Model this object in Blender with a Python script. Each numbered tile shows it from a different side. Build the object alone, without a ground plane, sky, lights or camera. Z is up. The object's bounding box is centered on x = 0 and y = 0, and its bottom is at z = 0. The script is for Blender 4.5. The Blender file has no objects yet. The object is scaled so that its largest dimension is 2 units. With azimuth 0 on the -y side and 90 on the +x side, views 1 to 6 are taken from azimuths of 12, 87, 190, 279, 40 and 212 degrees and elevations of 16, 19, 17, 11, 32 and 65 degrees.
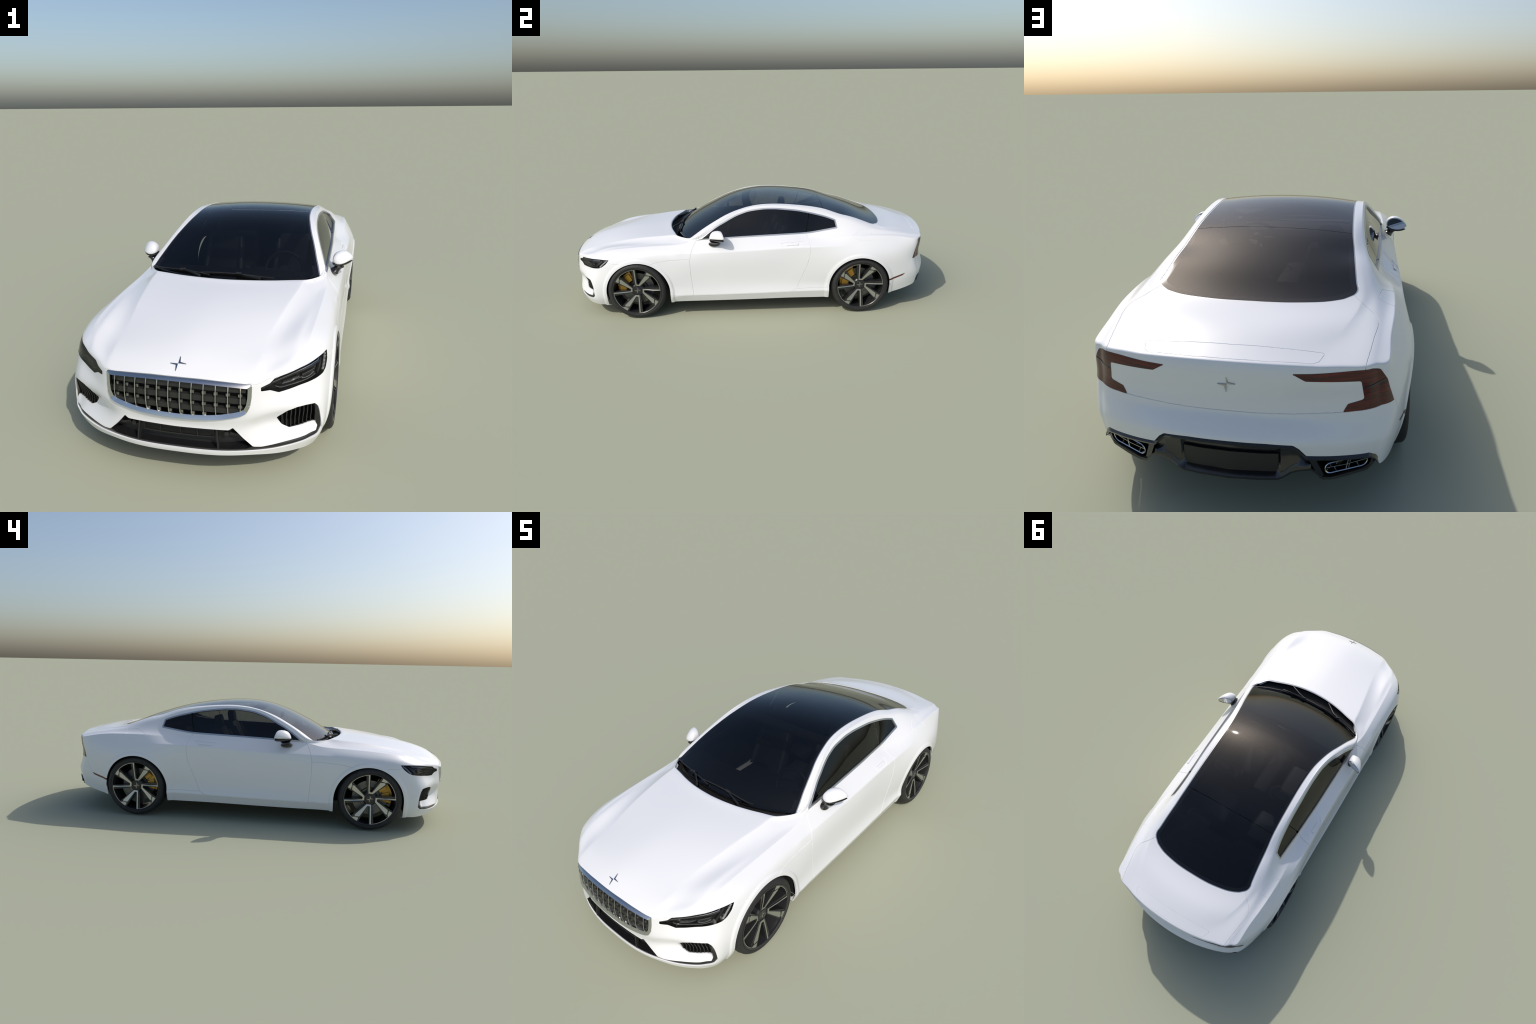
import bpy, bmesh, math, random
import numpy as np
from mathutils import Vector, Matrix

random.seed(7)
rng = np.random.default_rng(7)

# =====================================================================
# 1. BODY SURFACE: longitudinal feature lines -> cage -> smooth surface
# =====================================================================
# Feature lines of the upper body, front (-y) to rear (+y), one point per station.
# centre line: nose, hood, cowl, windscreen, roof, rear window, deck, deck edge
CENTRE = [(0, -.984, .3175), (0, -.945, .3445), (0, -.885, .370), (0, -.795, .393), (0, -.690, .410),
          (0, -.580, .421), (0, -.500, .427), (0, -.467, .429), (0, -.418, .414), (0, -.345, .459),
          (0, -.250, .507), (0, -.145, .553), (0, -.025, .587), (0, .110, .597), (0, .250, .587),
          (0, .392, .564), (0, .510, .532), (0, .620, .494), (0, .733, .455), (0, .840, .441),
          (0, .925, .424), (0, .972, .4125)]
# hood crease -> windscreen edge -> roof-glass edge -> rear-window edge -> deck crease
GLASS_EDGE = [(.210, -.960, .312), (.215, -.918, .336), (.218, -.855, .355), (.224, -.775, .375), (.240, -.680, .396),
              (.256, -.575, .412), (.271, -.465, .423), (.279, -.409, .4255), (.329, -.336, .422), (.310, -.268, .464),
              (.289, -.190, .508), (.268, -.108, .545), (.249, -.005, .573), (.244, .110, .582), (.245, .250, .573),
              (.247, .385, .552), (.257, .480, .521), (.264, .560, .500), (.277, .675, .459), (.252, .790, .437),
              (.222, .875, .420), (.205, .951, .405)]
# hood channel -> top of the side window -> C pillar -> deck side
WINDOW_TOP = [(.292, -.897, .327), (.297, -.854, .345), (.301, -.798, .3660), (.307, -.725, .3800), (.315, -.633, .3880),
              (.322, -.538, .3935), (.328, -.442, .3990), (.333, -.380, .4065), (.343, -.292, .420), (.329, -.228, .460),
              (.308, -.160, .499), (.289, -.090, .535), (.279, -.005, .559), (.277, .110, .566), (.278, .230, .556),
              (.284, .340, .530), (.297, .440, .500), (.316, .535, .473), (.322, .640, .4500), (.315, .745, .4345),
              (.307, .840, .419), (.298, .926, .400)]
# fender crest -> belt line under the window -> rear shoulder crease
BELT = [(.335, -.850, .335), (.338, -.822, .3465), (.343, -.770, .3655), (.348, -.700, .3775), (.352, -.610, .3850),
        (.355, -.520, .390), (.357, -.430, .394), (.356, -.365, .400), (.349, -.290, .414), (.348, -.210, .419),
        (.346, -.120, .4225), (.344, -.030, .4255), (.342, .055, .428), (.340, .135, .430), (.338, .220, .428),
        (.344, .310, .418), (.360, .420, .4175), (.369, .525, .4235), (.368, .620, .424), (.362, .715, .421),
        (.352, .810, .411), (.347, .887, .396)]

# Sections below the top edge (6 levels each), walking round the car from the
# middle of the nose to the middle of the tail.  Key: column number on the ring.
LOWER = {
    0:  [(0, -.991, .300), (0, -.997, .250), (0, -.994, .203), (0, -.988, .167), (0, -.997, .118), (0, -.994, .090)],
    1:  [(.075, -.990, .299), (.075, -.995, .250), (.074, -.992, .203), (.075, -.986, .167), (.077, -.995, .118), (.077, -.992, .090)],
    2:  [(.145, -.982, .297), (.143, -.987, .250), (.142, -.985, .205), (.142, -.981, .167), (.150, -.986, .118), (.150, -.982, .090)],
    3:  [(.209, -.966, .293), (.206, -.972, .250), (.205, -.972, .208), (.203, -.964, .170), (.221, -.968, .118), (.218, -.962, .089)],
    4:  [(.256, -.935, .294), (.263, -.936, .255), (.268, -.939, .215), (.270, -.919, .174), (.283, -.941, .117), (.279, -.934, .084)],
    5:  [(.306, -.896, .302), (.321, -.891, .262), (.332, -.903, .216), (.330, -.888, .166), (.340, -.907, .116), (.333, -.896, .080)],
    6:  [(.335, -.873, .309), (.351, -.868, .266), (.363, -.880, .215), (.362, -.866, .164), (.366, -.883, .115), (.355, -.870, .076)],
    7:  [(.358, -.848, .316), (.375, -.842, .270), (.387, -.852, .212), (.391, -.851, .166), (.388, -.852, .115), (.371, -.838, .073)],
    8:  [(.374, -.815, .325), (.392, -.808, .278), (.401, -.808, .215), (.402, -.806, .166), (.395, -.803, .116), (.374, -.792, .071)],
    9:  [(.384, -.766, .338), (.402, -.760, .290), (.411, -.755, .225), (.411, -.752, .166), (.402, -.750, .118), (.382, -.745, .074)],
    10: [(.390, -.700, .349), (.409, -.695, .300), (.417, -.690, .230), (.416, -.690, .168), (.410, -.690, .120), (.391, -.690, .078)],
    11: [(.392, -.610, .354), (.410, -.610, .305), (.417, -.610, .230), (.417, -.610, .168), (.413, -.610, .121), (.395, -.610, .080)],
    12: [(.393, -.520, .357), (.407, -.520, .306), (.413, -.520, .230), (.414, -.520, .168), (.411, -.520, .122), (.396, -.520, .082)],
    13: [(.393, -.430, .358), (.407, -.430, .306), (.411, -.430, .230), (.411, -.430, .170), (.413, -.430, .126), (.396, -.430, .086)],
    15: [(.396, -.290, .360), (.406, -.290, .308), (.407, -.290, .230), (.408, -.290, .172), (.413, -.290, .128), (.395, -.290, .087)],
    19: [(.398, .055, .372), (.404, .055, .310), (.403, .055, .230), (.404, .055, .174), (.412, .055, .131), (.395, .055, .089)],
    21: [(.399, .220, .380), (.404, .220, .312), (.403, .220, .230), (.403, .220, .174), (.410, .220, .133), (.394, .220, .090)],
    23: [(.401, .420, .381), (.414, .420, .316), (.413, .420, .232), (.407, .420, .172), (.409, .420, .132), (.393, .420, .089)],
    24: [(.400, .520, .377), (.420, .520, .318), (.421, .520, .234), (.415, .520, .168), (.408, .520, .128), (.393, .520, .091)],
    25: [(.398, .618, .376), (.420, .618, .318), (.421, .618, .234), (.414, .618, .170), (.406, .618, .130), (.391, .618, .094)],
    26: [(.390, .712, .372), (.409, .712, .314), (.409, .712, .234), (.404, .712, .175), (.395, .712, .132), (.382, .712, .094)],
    27: [(.374, .810, .367), (.388, .808, .308), (.387, .812, .238), (.383, .815, .186), (.375, .815, .145), (.367, .812, .112)],
    28: [(.353, .884, .356), (.358, .876, .305), (.363, .878, .256), (.357, .892, .212), (.350, .893, .175), (.342, .888, .131)],
    29: [(.326, .907, .359), (.332, .898, .308), (.338, .902, .260), (.334, .916, .217), (.328, .916, .182), (.322, .910, .143)],
    30: [(.304, .924, .363), (.308, .916, .312), (.314, .920, .264), (.310, .935, .222), (.305, .934, .190), (.300, .930, .160)],
    31: [(.257, .942, .367), (.258, .936, .316), (.260, .942, .268), (.258, .958, .228), (.255, .957, .198), (.250, .953, .168)],
    32: [(.207, .956, .373), (.206, .949, .320), (.205, .953, .274), (.203, .974, .234), (.203, .974, .205), (.200, .970, .175)],
    33: [(.140, .969, .379), (.140, .961, .326), (.140, .963, .279), (.140, .988, .238), (.140, .988, .210), (.138, .984, .180)],
    34: [(.072, .976, .383), (.072, .969, .330), (.072, .969, .282), (.072, .996, .240), (.072, .997, .212), (.072, .993, .182)],
    35: [(0, .978, .384), (0, .971, .331), (0, .971, .283), (0, .999, .241), (0, 1.000, .213), (0, .996, .183)],
}

def cubic_resample(keys, pts, at):
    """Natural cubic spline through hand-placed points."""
    keys = np.asarray(keys, float); pts = np.asarray(pts, float); n = len(keys)
    h = np.diff(keys); A = np.eye(n); B = np.zeros_like(pts)
    for i in range(1, n - 1):
        A[i, i-1] = h[i-1]; A[i, i] = 2*(h[i-1]+h[i]); A[i, i+1] = h[i]
        B[i] = 6*((pts[i+1]-pts[i])/h[i] - (pts[i]-pts[i-1])/h[i-1])
    M = np.linalg.solve(A, B)
    out = []
    for t in np.atleast_1d(at):
        i = int(np.clip(np.searchsorted(keys, t) - 1, 0, n - 2))
        a = (keys[i+1]-t)/h[i]; b = 1-a
        out.append(a*pts[i]+b*pts[i+1]+((a**3-a)*M[i]+(b**3-b)*M[i+1])*h[i]**2/6)
    return np.array(out)

NS = len(CENTRE)
def build_cage():
    C, G, W, B = (np.array(a, float) for a in (CENTRE, GLASS_EDGE, WINDOW_TOP, BELT))
    rows = []                                   # rows[string][station]
    rows.append(C)
    for s in (.36, .70):                        # crowned strings between centre and glass edge
        e = np.full(NS, 2.1); e[1:8] = 1.6
        P = C + (G - C) * (s ** e)[:, None]
        P[:, 0] = G[:, 0] * s
        rows.append(P)
    rows.append(G)
    mid = .5 * (G + W)
    bulge = np.zeros((NS, 3))
    for i in range(NS):
        if 2 <= i <= 7: bulge[i] = (0, 0, -.0018)          # hollow channel beside the hood crease
        elif 8 <= i <= 17: bulge[i] = (.006, 0, .005)     # rounded roof rail
    for i, dz in ((1, -.004), (2, -.0038), (3, -.0038), (4, -.003)): bulge[i] = (0, 0, dz)
    bulge[0] = (0, 0, 0); bulge[18] = (.003, 0, .001)
    rows.append(mid + bulge)
    rows.append(W)
    half = .5 * (W + B)
    half[8:15] += (.002, 0, .001)
    for i, dz in ((15, -.005), (16, -.008), (17, -.005), (18, -.003), (19, -.001)): half[i, 2] += dz      # hollow above the shoulder
    half[1, 2] += .002; half[2, 2] += .001
    rows.append(half); rows.append(B)
    top = np.stack(rows)                        # 8 strings x NS x 3
    NR = len(rows); ncol = NR + (NS - 1) + (NR - 1)
    ks = sorted(LOWER); low = []
    for lev in range(6):
        low.append(cubic_resample(ks, [LOWER[k][lev] for k in ks], range(ncol)))
    low = np.stack(low)                         # 6 x ncol x 3
    low[:, 0, 0] = 0; low[:, -1, 0] = 0
    verts = []; idt = np.zeros((NR, NS), int)
    for i in range(NR):
        for j in range(NS):
            idt[i, j] = len(verts); verts.append(top[i, j])
    ring0 = [idt[i, 0] for i in range(NR)] + [idt[NR-1, j] for j in range(1, NS)] + [idt[i, NS-1] for i in range(NR-2, -1, -1)]
    idl = [ring0]
    for lev in range(6):
        r = []
        for c in range(ncol):
            r.append(len(verts)); verts.append(low[lev, c])
        idl.append(r)
    faces = []
    for i in range(NR-1):
        for j in range(NS-1):
            faces.append((idt[i, j], idt[i+1, j], idt[i+1, j+1], idt[i, j+1]))
    for l in range(6):
        for c in range(ncol-1):
            faces.append((idl[l][c], idl[l+1][c], idl[l+1][c+1], idl[l][c+1]))
    crease = {}
    def cr(a, b, w): crease[(min(a, b), max(a, b))] = w
    for j in range(NS-1):
        # hood crease, windscreen/roof-glass line, deck crease
        w = .75 if j < 7 else (.35 if j < 18 else .7)
        if j in (0,): w = .4
        cr(idt[3, j], idt[3, j+1], w)
        # fender crest / belt / shoulder
        w = .8 if j < 7 else (.55 if j < 14 else (.45 if j < 16 else .9))
        cr(idt[NR-1, j], idt[NR-1, j+1], w)
    for i in range(NR-1):                       # deck edge, cowl step
        cr(idt[i, NS-1], idt[i+1, NS-1], .85)
        if i < 3: cr(idt[i, 8], idt[i+1, 8], .9)
        if i < 3: cr(idt[i, 0], idt[i+1, 0], .5)
    for c in range(13, 24):                     # door crease, sill edge
        cr(idl[1][c], idl[1][c+1], .55)
        cr(idl[5][c], idl[5][c+1], .75)
    for c in range(2, 7):                       # blade edge of the front bumper
        cr(idl[5][c], idl[5][c+1], .4)
    for c in range(28, ncol-1):                 # tail fascia edges
        cr(idl[3][c], idl[3][c+1], .45)
        cr(idl[4][c], idl[4][c+1], .35)
    return np.array(verts), faces, crease

def body_surface(levels=4, iters=14):
    """Catmull-Clark surface that passes through the cage points; returns the x>=0 half."""
    V, F, CR = build_cage(); n = len(V)
    on_mid = np.abs(V[:, 0]) < 1e-6
    mir = np.full(n, -1); k = n
    for i in range(n):
        if on_mid[i]: mir[i] = i
        else: mir[i] = k; k += 1
    side = np.where(~on_mid)[0]
    def full(P): return np.vstack([P, P[side]*[-1, 1, 1]])
    faces = [tuple(f) for f in F] + [tuple(int(mir[i]) for i in reversed(f)) for f in F]
    me = bpy.data.meshes.new("cage"); me.from_pydata(full(V).tolist(), [], faces); me.update()
    at = me.attributes.new("crease_edge", 'FLOAT', 'EDGE')
    inv = {int(mir[i]): i for i in range(n)}
    for e in me.edges:
        a, b = e.vertices
        a = inv.get(a, a) if a >= n else a; b = inv.get(b, b) if b >= n else b
        w = CR.get((min(a, b), max(a, b)))
        if w: at.data[e.index].value = w
    ob = bpy.data.objects.new("cage", me); bpy.context.scene.collection.objects.link(ob)
    md = ob.modifiers.new("s", 'SUBSURF'); md.use_limit_surface = True; md.levels = 2; md.render_levels = 2
    md.boundary_smooth = 'PRESERVE_CORNERS'
    P = V.copy()
    def ev():
        dg = bpy.context.evaluated_depsgraph_get(); dg.update()
        m = ob.evaluated_get(dg).to_mesh()
        co = np.empty(len(m.vertices)*3); m.vertices.foreach_get('co', co)
        return m, co.reshape(-1, 3)
    for it in range(iters):
        _, co = ev()
        d = V - co[:n]
        P += d * .9
        P[on_mid, 0] = 0
        me.vertices.foreach_set('co', full(P).ravel()); me.update()
    md.levels = levels
    m, co = ev()
    nf = len(m.polygons)
    q = np.empty(len(m.loops), int); m.loops.foreach_get('vertex_index', q); q = q.reshape(nf, 4)
    nr = np.empty(len(m.vertices)*3); m.vertices.foreach_get('normal', nr); nr = nr.reshape(-1, 3)
    keep = co[q].mean(1)[:, 0] > 0
    q = q[keep]; used = np.unique(q); mp = np.full(len(co), -1); mp[used] = np.arange(len(used))
    co = co[used].copy(); nr = nr[used].copy(); q = mp[q]
    midv = np.abs(co[:, 0]) < 1e-6
    co[midv, 0] = 0; nr[midv, 0] = 0; nr /= np.linalg.norm(nr, axis=1)[:, None]
    bpy.data.objects.remove(ob); bpy.data.meshes.remove(me)
    print("fit residual", np.abs(d).max())
    return co, nr, q

# =====================================================================
# 2. CUTTING TOOLS: outlines drawn as curves, surface split along them
# =====================================================================
def catmull(pts, n=10, closed=False):
    """Smooth curve through the points."""
    P = [np.array(p, float) for p in pts]; out = []; m = len(P)
    rngs = range(m) if closed else range(m-1)
    for i in rngs:
        g = lambda k: P[k % m] if closed else P[min(max(k, 0), m-1)]
        a, b, c, d = g(i-1), g(i), g(i+1), g(i+2)
        for t in np.linspace(0, 1, n, endpoint=False):
            out.append(.5*((2*b)+(c-a)*t+(2*a-5*b+4*c-d)*t*t+(3*b-a-3*c+d)*t**3))
    if not closed: out.append(P[-1])
    return np.array(out)

def fillet(pts, r=.004, n=6, closed=True):
    """Polygon with rounded corners; a point may carry its own radius as third value."""
    m = len(pts); out = []
    for i in range(m):
        p = np.array(pts[i][:2], float); rr = pts[i][2] if len(pts[i]) > 2 else r
        if not closed and i in (0, m-1): out.append(p); continue
        a = np.array(pts[i-1][:2], float); b = np.array(pts[(i+1) % m][:2], float)
        u = a-p; v = b-p; lu, lv = np.linalg.norm(u), np.linalg.norm(v); u /= lu; v /= lv
        c = np.clip(np.dot(u, v), -1, 1); ang = math.acos(c)
        d = min(rr/max(math.tan(ang/2), 1e-3), .45*lu, .45*lv)
        if ang > 3.05 or rr <= 0: out.append(p); continue
        s, e = p+u*d, p+v*d
        for t in np.linspace(0, 1, n):
            out.append((1-t)**2*s+2*t*(1-t)*p+t*t*e)
    return np.array(out)

def sdf(Q, poly, closed=True):
    """Signed distance from points Q (n,2): closed -> inside negative; open -> left of the path negative."""
    P = np.asarray(poly, float)
    A = P if closed else P[:-1]; B = np.roll(P, -1, 0) if closed else P[1:]
    best = np.full(len(Q), 1e9); sgn = np.ones(len(Q)); inside = np.zeros(len(Q), bool)
    ns = len(A)
    for k, (a, b) in enumerate(zip(A, B)):
        ab = b-a; l2 = ab@ab
        if l2 < 1e-14: continue
        t = ((Q-a)@ab)/l2
        lo = -1e9 if (not closed and k == 0) else 0; hi = 1e9 if (not closed and k == ns-1) else 1
        tc = np.clip(t, lo, hi)
        d = Q-a-tc[:, None]*ab; dist = np.hypot(d[:, 0], d[:, 1])
        if closed:
            best = np.minimum(best, dist)
            c1 = (a[1] > Q[:, 1]) != (b[1] > Q[:, 1])
            if abs(ab[1]) > 1e-12:
                xi = a[0]+(Q[:, 1]-a[1])*ab[0]/ab[1]
                inside ^= c1 & (Q[:, 0] < xi)
        else:
            s = ab[0]*(Q[:, 1]-a[1])-ab[1]*(Q[:, 0]-a[0])
            m = dist < best-1e-12
            best = np.where(m, dist, best); sgn = np.where(m, np.where(s > 0, -1., 1.), sgn)
    return np.where(inside, -best, best) if closed else best*sgn

class Shell:
    """Triangle surface with smooth normals and a panel name per triangle."""
    def __init__(self, V, N, quads):
        self.V = V; self.N = N
        self.T = np.vstack([quads[:, [0, 1, 2]], quads[:, [0, 2, 3]]])
        self.lab = np.zeros(len(self.T), int); self.names = ['none']
        self.groove = np.zeros(len(self.T), bool); self.push = np.zeros(len(V))
    def cen(self): return self.V[self.T].mean(1)
    def cenN(self): return self.N[self.T].mean(1)
    def label_id(self, name):
        if name not in self.names: self.names.append(name)
        return self.names.index(name)
    def split(self, fn, mask, level=0.):
        """Insert the curve fn(V)=level into the triangles of mask; returns ids of vertices on the curve."""
        idx = np.where(mask)[0]
        if len(idx) == 0: return np.array([], int)
        vs = np.unique(self.T[idx]); f = np.full(len(self.V), np.nan)
        f[vs] = fn(self.V[vs])-level
        snap = np.abs(f) < 2e-5; f[snap] = 0
        t = self.T[idx]; s = np.sign(f[t])
        cross = (s.min(1) < 0) & (s.max(1) > 0)
        on = list(np.where(snap)[0])
        ci = idx[cross]
        if len(ci) == 0: return np.array(on, int)
        edges = {}; newV = []; newN = []; newP = []
        T = self.T; V = self.V; N = self.N; base = len(V)
        def mid(a, b):
            k = (a, b) if a < b else (b, a)
            if k in edges: return edges[k]
            fa, fb = f[k[0]], f[k[1]]; w = fa/(fa-fb)
            newV.append(V[k[0]]*(1-w)+V[k[1]]*w)
            nn = N[k[0]]*(1-w)+N[k[1]]*w; newN.append(nn/np.linalg.norm(nn))
            newP.append(self.push[k[0]]*(1-w)+self.push[k[1]]*w)
            edges[k] = base+len(newV)-1
            return edges[k]
        addT = []; addL = []; addG = []
        for ti in ci:
            a, b, c = T[ti]
            sg = [f[a], f[b], f[c]]
            # rotate so that vertex a is alone on its side (or on the line)
            for _ in range(3):
                if sg[0] == 0 and sg[1]*sg[2] < 0: break
                if sg[0] != 0 and sg[0]*sg[1] <= 0 and sg[0]*sg[2] <= 0 and not (sg[1] == 0 or sg[2] == 0): break
                a, b, c = b, c, a; sg = sg[1:]+sg[:1]
            if sg[0] == 0:
                m = mid(b, c); T[ti] = (a, b, m); addT.append((a, m, c))
                addL.append(self.lab[ti]); addG.append(self.groove[ti])
            else:
                p = mid(a, b); q = mid(a, c); T[ti] = (a, p, q)
                addT += [(p, b, c), (p, c, q)]
                addL += [self.lab[ti]]*2; addG += [self.groove[ti]]*2
        self.V = np.vstack([V, newV]); self.N = np.vstack([N, newN]); self.push = np.r_[self.push, newP]
        self.T = np.vstack([T, addT]); self.lab = np.r_[self.lab, addL]; self.groove = np.r_[self.groove, addG]
        return np.array(on+list(edges.values()), int)
    def region(self, fn, name, where=None):
        """Split along fn=0 and give the inside triangles a panel name."""
        m = np.ones(len(self.T), bool) if where is None else where(self)
        self.split(fn, m)
        m = np.ones(len(self.T), bool) if where is None else where(self)
        i = np.where(m)[0]; i = i[fn(self.V[self.T[i]].mean(1)) < 0]
        self.lab[i] = self.label_id(name)
    def seam(self, fn, where, w=.0011, depth=.0020, clip=None):
        """V-shaped shut line along fn=0."""
        for lv in (-w, w, 0.):
            m = where(self)
            on = self.split(fn, m, lv)
        m = where(self)
        on = on[np.isin(on, np.unique(self.T[m]))]
        if clip is not None: on = on[clip(self.V[on])]
        self.push[on] = depth
        i = np.where(m)[0]; i = i[np.abs(fn(self.V[self.T[i]].mean(1))) < w]
        self.groove[i] = True
    def is_(self, *names):
        ids = [self.label_id(n) for n in names]
        return np.isin(self.lab, ids)
    def tris(self, *names): return self.T[self.is_(*names)]

YZ = lambda V: V[:, 1:3]
XZ = lambda V: V[:, [0, 2]]
XY = lambda V: V[:, :2]
def nose_coord(V): return np.stack([V[:, 0]+.6*(V[:, 1]+.98), V[:, 2]], 1)         # along the front bumper
def lamp_coord(V): return np.stack([.64*(V[:, 0]-.233)+.767*(V[:, 1]+.954), V[:, 2]], 1)  # along the headlight
def tail_coord(V): return np.stack([V[:, 0]+.5*(.97-V[:, 1]), V[:, 2]], 1)        # along the tail

# ---- outlines -------------------------------------------------------
FRONT_AXLE, REAR_AXLE, AXLE_Z = -.622, .580, .1565
def arch_fn(cy, cz, r):
    def fn(V):
        y = V[:, 1]-cy; z = V[:, 2]-cz
        return np.where(z > 0, np.hypot(y, z), np.abs(y))-r
    return fn
arch_f = arch_fn(-.6145, .145, .1695)
arch_r = arch_fn(.5775, .1515, .1675)

canopy_side = [(.329, -.338), (.319, -.300), (.308, -.264), (.298, -.226), (.286, -.182), (.273, -.137), (.260, -.076),
               (.248, .005), (.2435, .120), (.2445, .250), (.248, .385), (.2545, .460), (.2615, .550), (.268, .620)]
canopy_rear = [(.2722, .646), (.266, .667), (.249, .684), (.229, .698), (.180, .7165), (.105, .7295), (.050, .7335), (0, .734)]
cowl_edge = [(0, -.467), (.060, -.464), (.118, -.4565), (.175, -.443), (.225, -.427), (.276, -.4105), (.299, -.387), (.317, -.362), (.328, -.342)]
right_side = np.vstack([catmull(cowl_edge, 6)[:-1], catmull(canopy_side+canopy_rear, 6)])
canopy_poly = np.vstack([right_side, (right_side*[-1, 1])[::-1][1:-1]])
canopy = lambda V: sdf(XY(V), canopy_poly)

window_top = [(-.289, .4165), (-.279, .4235), (-.254, .4415), (-.223, .463), (-.188, .485), (-.150, .5040), (-.120, .5195), (-.0855, .5355), (-.050, .548), (-.012, .558),
              (.0566, .5662), (.100, .5670), (.151, .5645), (.2588, .5515), (.367, .5275), (.425, .5105)]
window_rear = fillet([(.425, .5105), (.4515, .5005, .009), (.4605, .459, .006), (.372, .4455)], closed=False)
window_low = [(.372, .4455), (.290, .4355), (.1465, .4310), (.018, .4270), (-.139, .4215), (-.280, .4160)]
window_poly = np.vstack([catmull(window_top, 6)[:-1], window_rear[1:-1], catmull(window_low, 6)])
window = lambda V: sdf(YZ(V), window_poly)

door_poly = np.vstack([catmull([(-.288, .440), (-.288, .4195), (-.304, .407), (-.321, .374), (-.3325, .330), (-.333, .270), (-.3285, .205), (-.323, .145)], 6),
                       fillet([(-.323, .145), (-.320, .1185, .008), (.196, .1255, .03), (.234, .150, .02), (.246, .178)], closed=False)[1:-1],
                       catmull([(.246, .178), (.2665, .228), (.2895, .282), (.3015, .328), (.306, .368), (.300, .412), (.288, .437), (.287, .460)], 6)])
door = lambda V: sdf(YZ(V), door_poly)
sill_line = np.array([(-.46, .126), (-.325, .1275), (.234, .148), (.42, .150)])
sill = lambda V: -sdf(YZ(V), sill_line, closed=False)            # negative below
fender_line = catmull([(-.325, .3285), (-.380, .3275), (-.440, .3245), (-.512, .315), (-.560, .300)], 6)
lower_fender = lambda V: sdf(YZ(V), fender_line, closed=False)
wing_line = np.array([(-.80, .311), (-.70, .311)])
lamp_poly = np.vstack([fillet([(.0005, .2825, .001), (.001, .2935, .002), (.028, .2998, .004), (.0435, .3105, .004), (.080, .3155)], closed=False),
                       catmull([(.080, .3155), (.113, .3205), (.150, .3252), (.195, .3295), (.246, .3305)], 6)[1:-1],
                       fillet([(.246, .3305), (.2525, .3305, .002), (.241, .3095, .03), (.2225, .2925, .03), (.205, .2847, .03), (.172, .2800)], closed=False)[:-1],
                       catmull([(.172, .2800), (.125, .2745), (.090, .2698), (.056, .2680)], 6)[:-1],
                       fillet([(.056, .2680), (.052, .2678, .003), (.027, .2800, .003), (.0005, .2825)], closed=False)[:-1]])
lamp = lambda V: sdf(lamp_coord(V), lamp_poly)
grille_half = np.vstack([catmull([(0, .3185), (.075, .3175), (.145, .3130), (.200, .3078)], 5)[:-1],
                         fillet([(.200, .3078), (.2110, .3065, .006), (.2100, .270, .02), (.2065, .245, .02), (.1975, .2270, .010), (.185, .2205)], closed=False),
                         catmull([(.185, .2205), (.165, .2150), (.120, .2065), (.060, .2020), (0, .2005)], 5)[1:]])
grille_poly = np.vstack([grille_half, (grille_half*[-1, 1])[::-1][1:-1]])
grille = lambda V: sdf(XZ(V), grille_poly)
black_half = fillet([(0, .167, 0), (.148, .1685, .01), (.160, .1765, .001), (.190, .1455, .03), (.2195, .1195, .006), (.245, .1172, .02), (.320, .1215, .05), (.400, .1245, .05), (.4425, .1280, .006),
                     (.4490, .1410, .006), (.4415, .1545, .004), (.400, .1525, .03), (.349, .1515, .008), (.324, .1630, .02), (.305, .1880, .003), (.335, .2110, .02), (.370, .2185, .03),
                     (.402, .2195, .03), (.436, .2165, .008), (.450, .2040, .02), (.4575, .1840, .03), (.4635, .1580, .03), (.4675, .1290, .008), (.4525, .1160, .010), (.404, .1110, .04),
                     (.340, .1070, .05), (.285, .1042, .05), (.240, .1035, .05), (.200, .1037, .05), (.060, .1055, .05), (0, .1057, 0)], n=6)
black_poly = np.vstack([black_half, [(-.05, .1057), (-.05, .167)]])
black_trim = lambda V: sdf(nose_coord(V), black_poly)
tail_poly = fillet([(.143, .3912, .001), (.190, .3906, .05), (.2546, .3912, .05), (.300, .3925, .05), (.3355, .3915, .02), (.360, .3850, .010), (.382, .3565, .02), (.3965, .3235, .05),
                    (.4125, .2897, .001), (.359, .2908, .05), (.306, .2905, .05), (.266, .2912, .001), (.2785, .3095, .003), (.3205, .3170, .006), (.3075, .3660, .008), (.174, .3730, .010)], n=6)
tail_lamp = lambda V: sdf(tail_coord(V), tail_poly)
diff_line = fillet([(-.2, .2335, 0), (0, .2335, .05), (.075, .2325, .05), (.138, .2285, .010), (.1525, .2185, .012), (.1705, .1990, .005), (.245, .1930, .05), (.332, .1860, .012), (.351, .1740, .012), (.3685, .143, .01), (.40, .09, 0)], closed=False)
below_diff = lambda V: -sdf(tail_coord(V), diff_line, closed=False) * 1.
rear_seam_line = np.array([(-.2, .2890), (.14, .2890), (.264, .2910)])
trunk_edge = catmull([(.250, .660), (.262, .674), (.2822, .6975), (.301, .7165), (.3165, .7355), (.3232, .756), (.3222, .778), (.3145, .820), (.306, .872), (.2972, .923), (.290, .985)], 6)
trunk_poly = np.vstack([[(0, .66), (.255, .64)], trunk_edge, [(0, 1.1)]])
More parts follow.
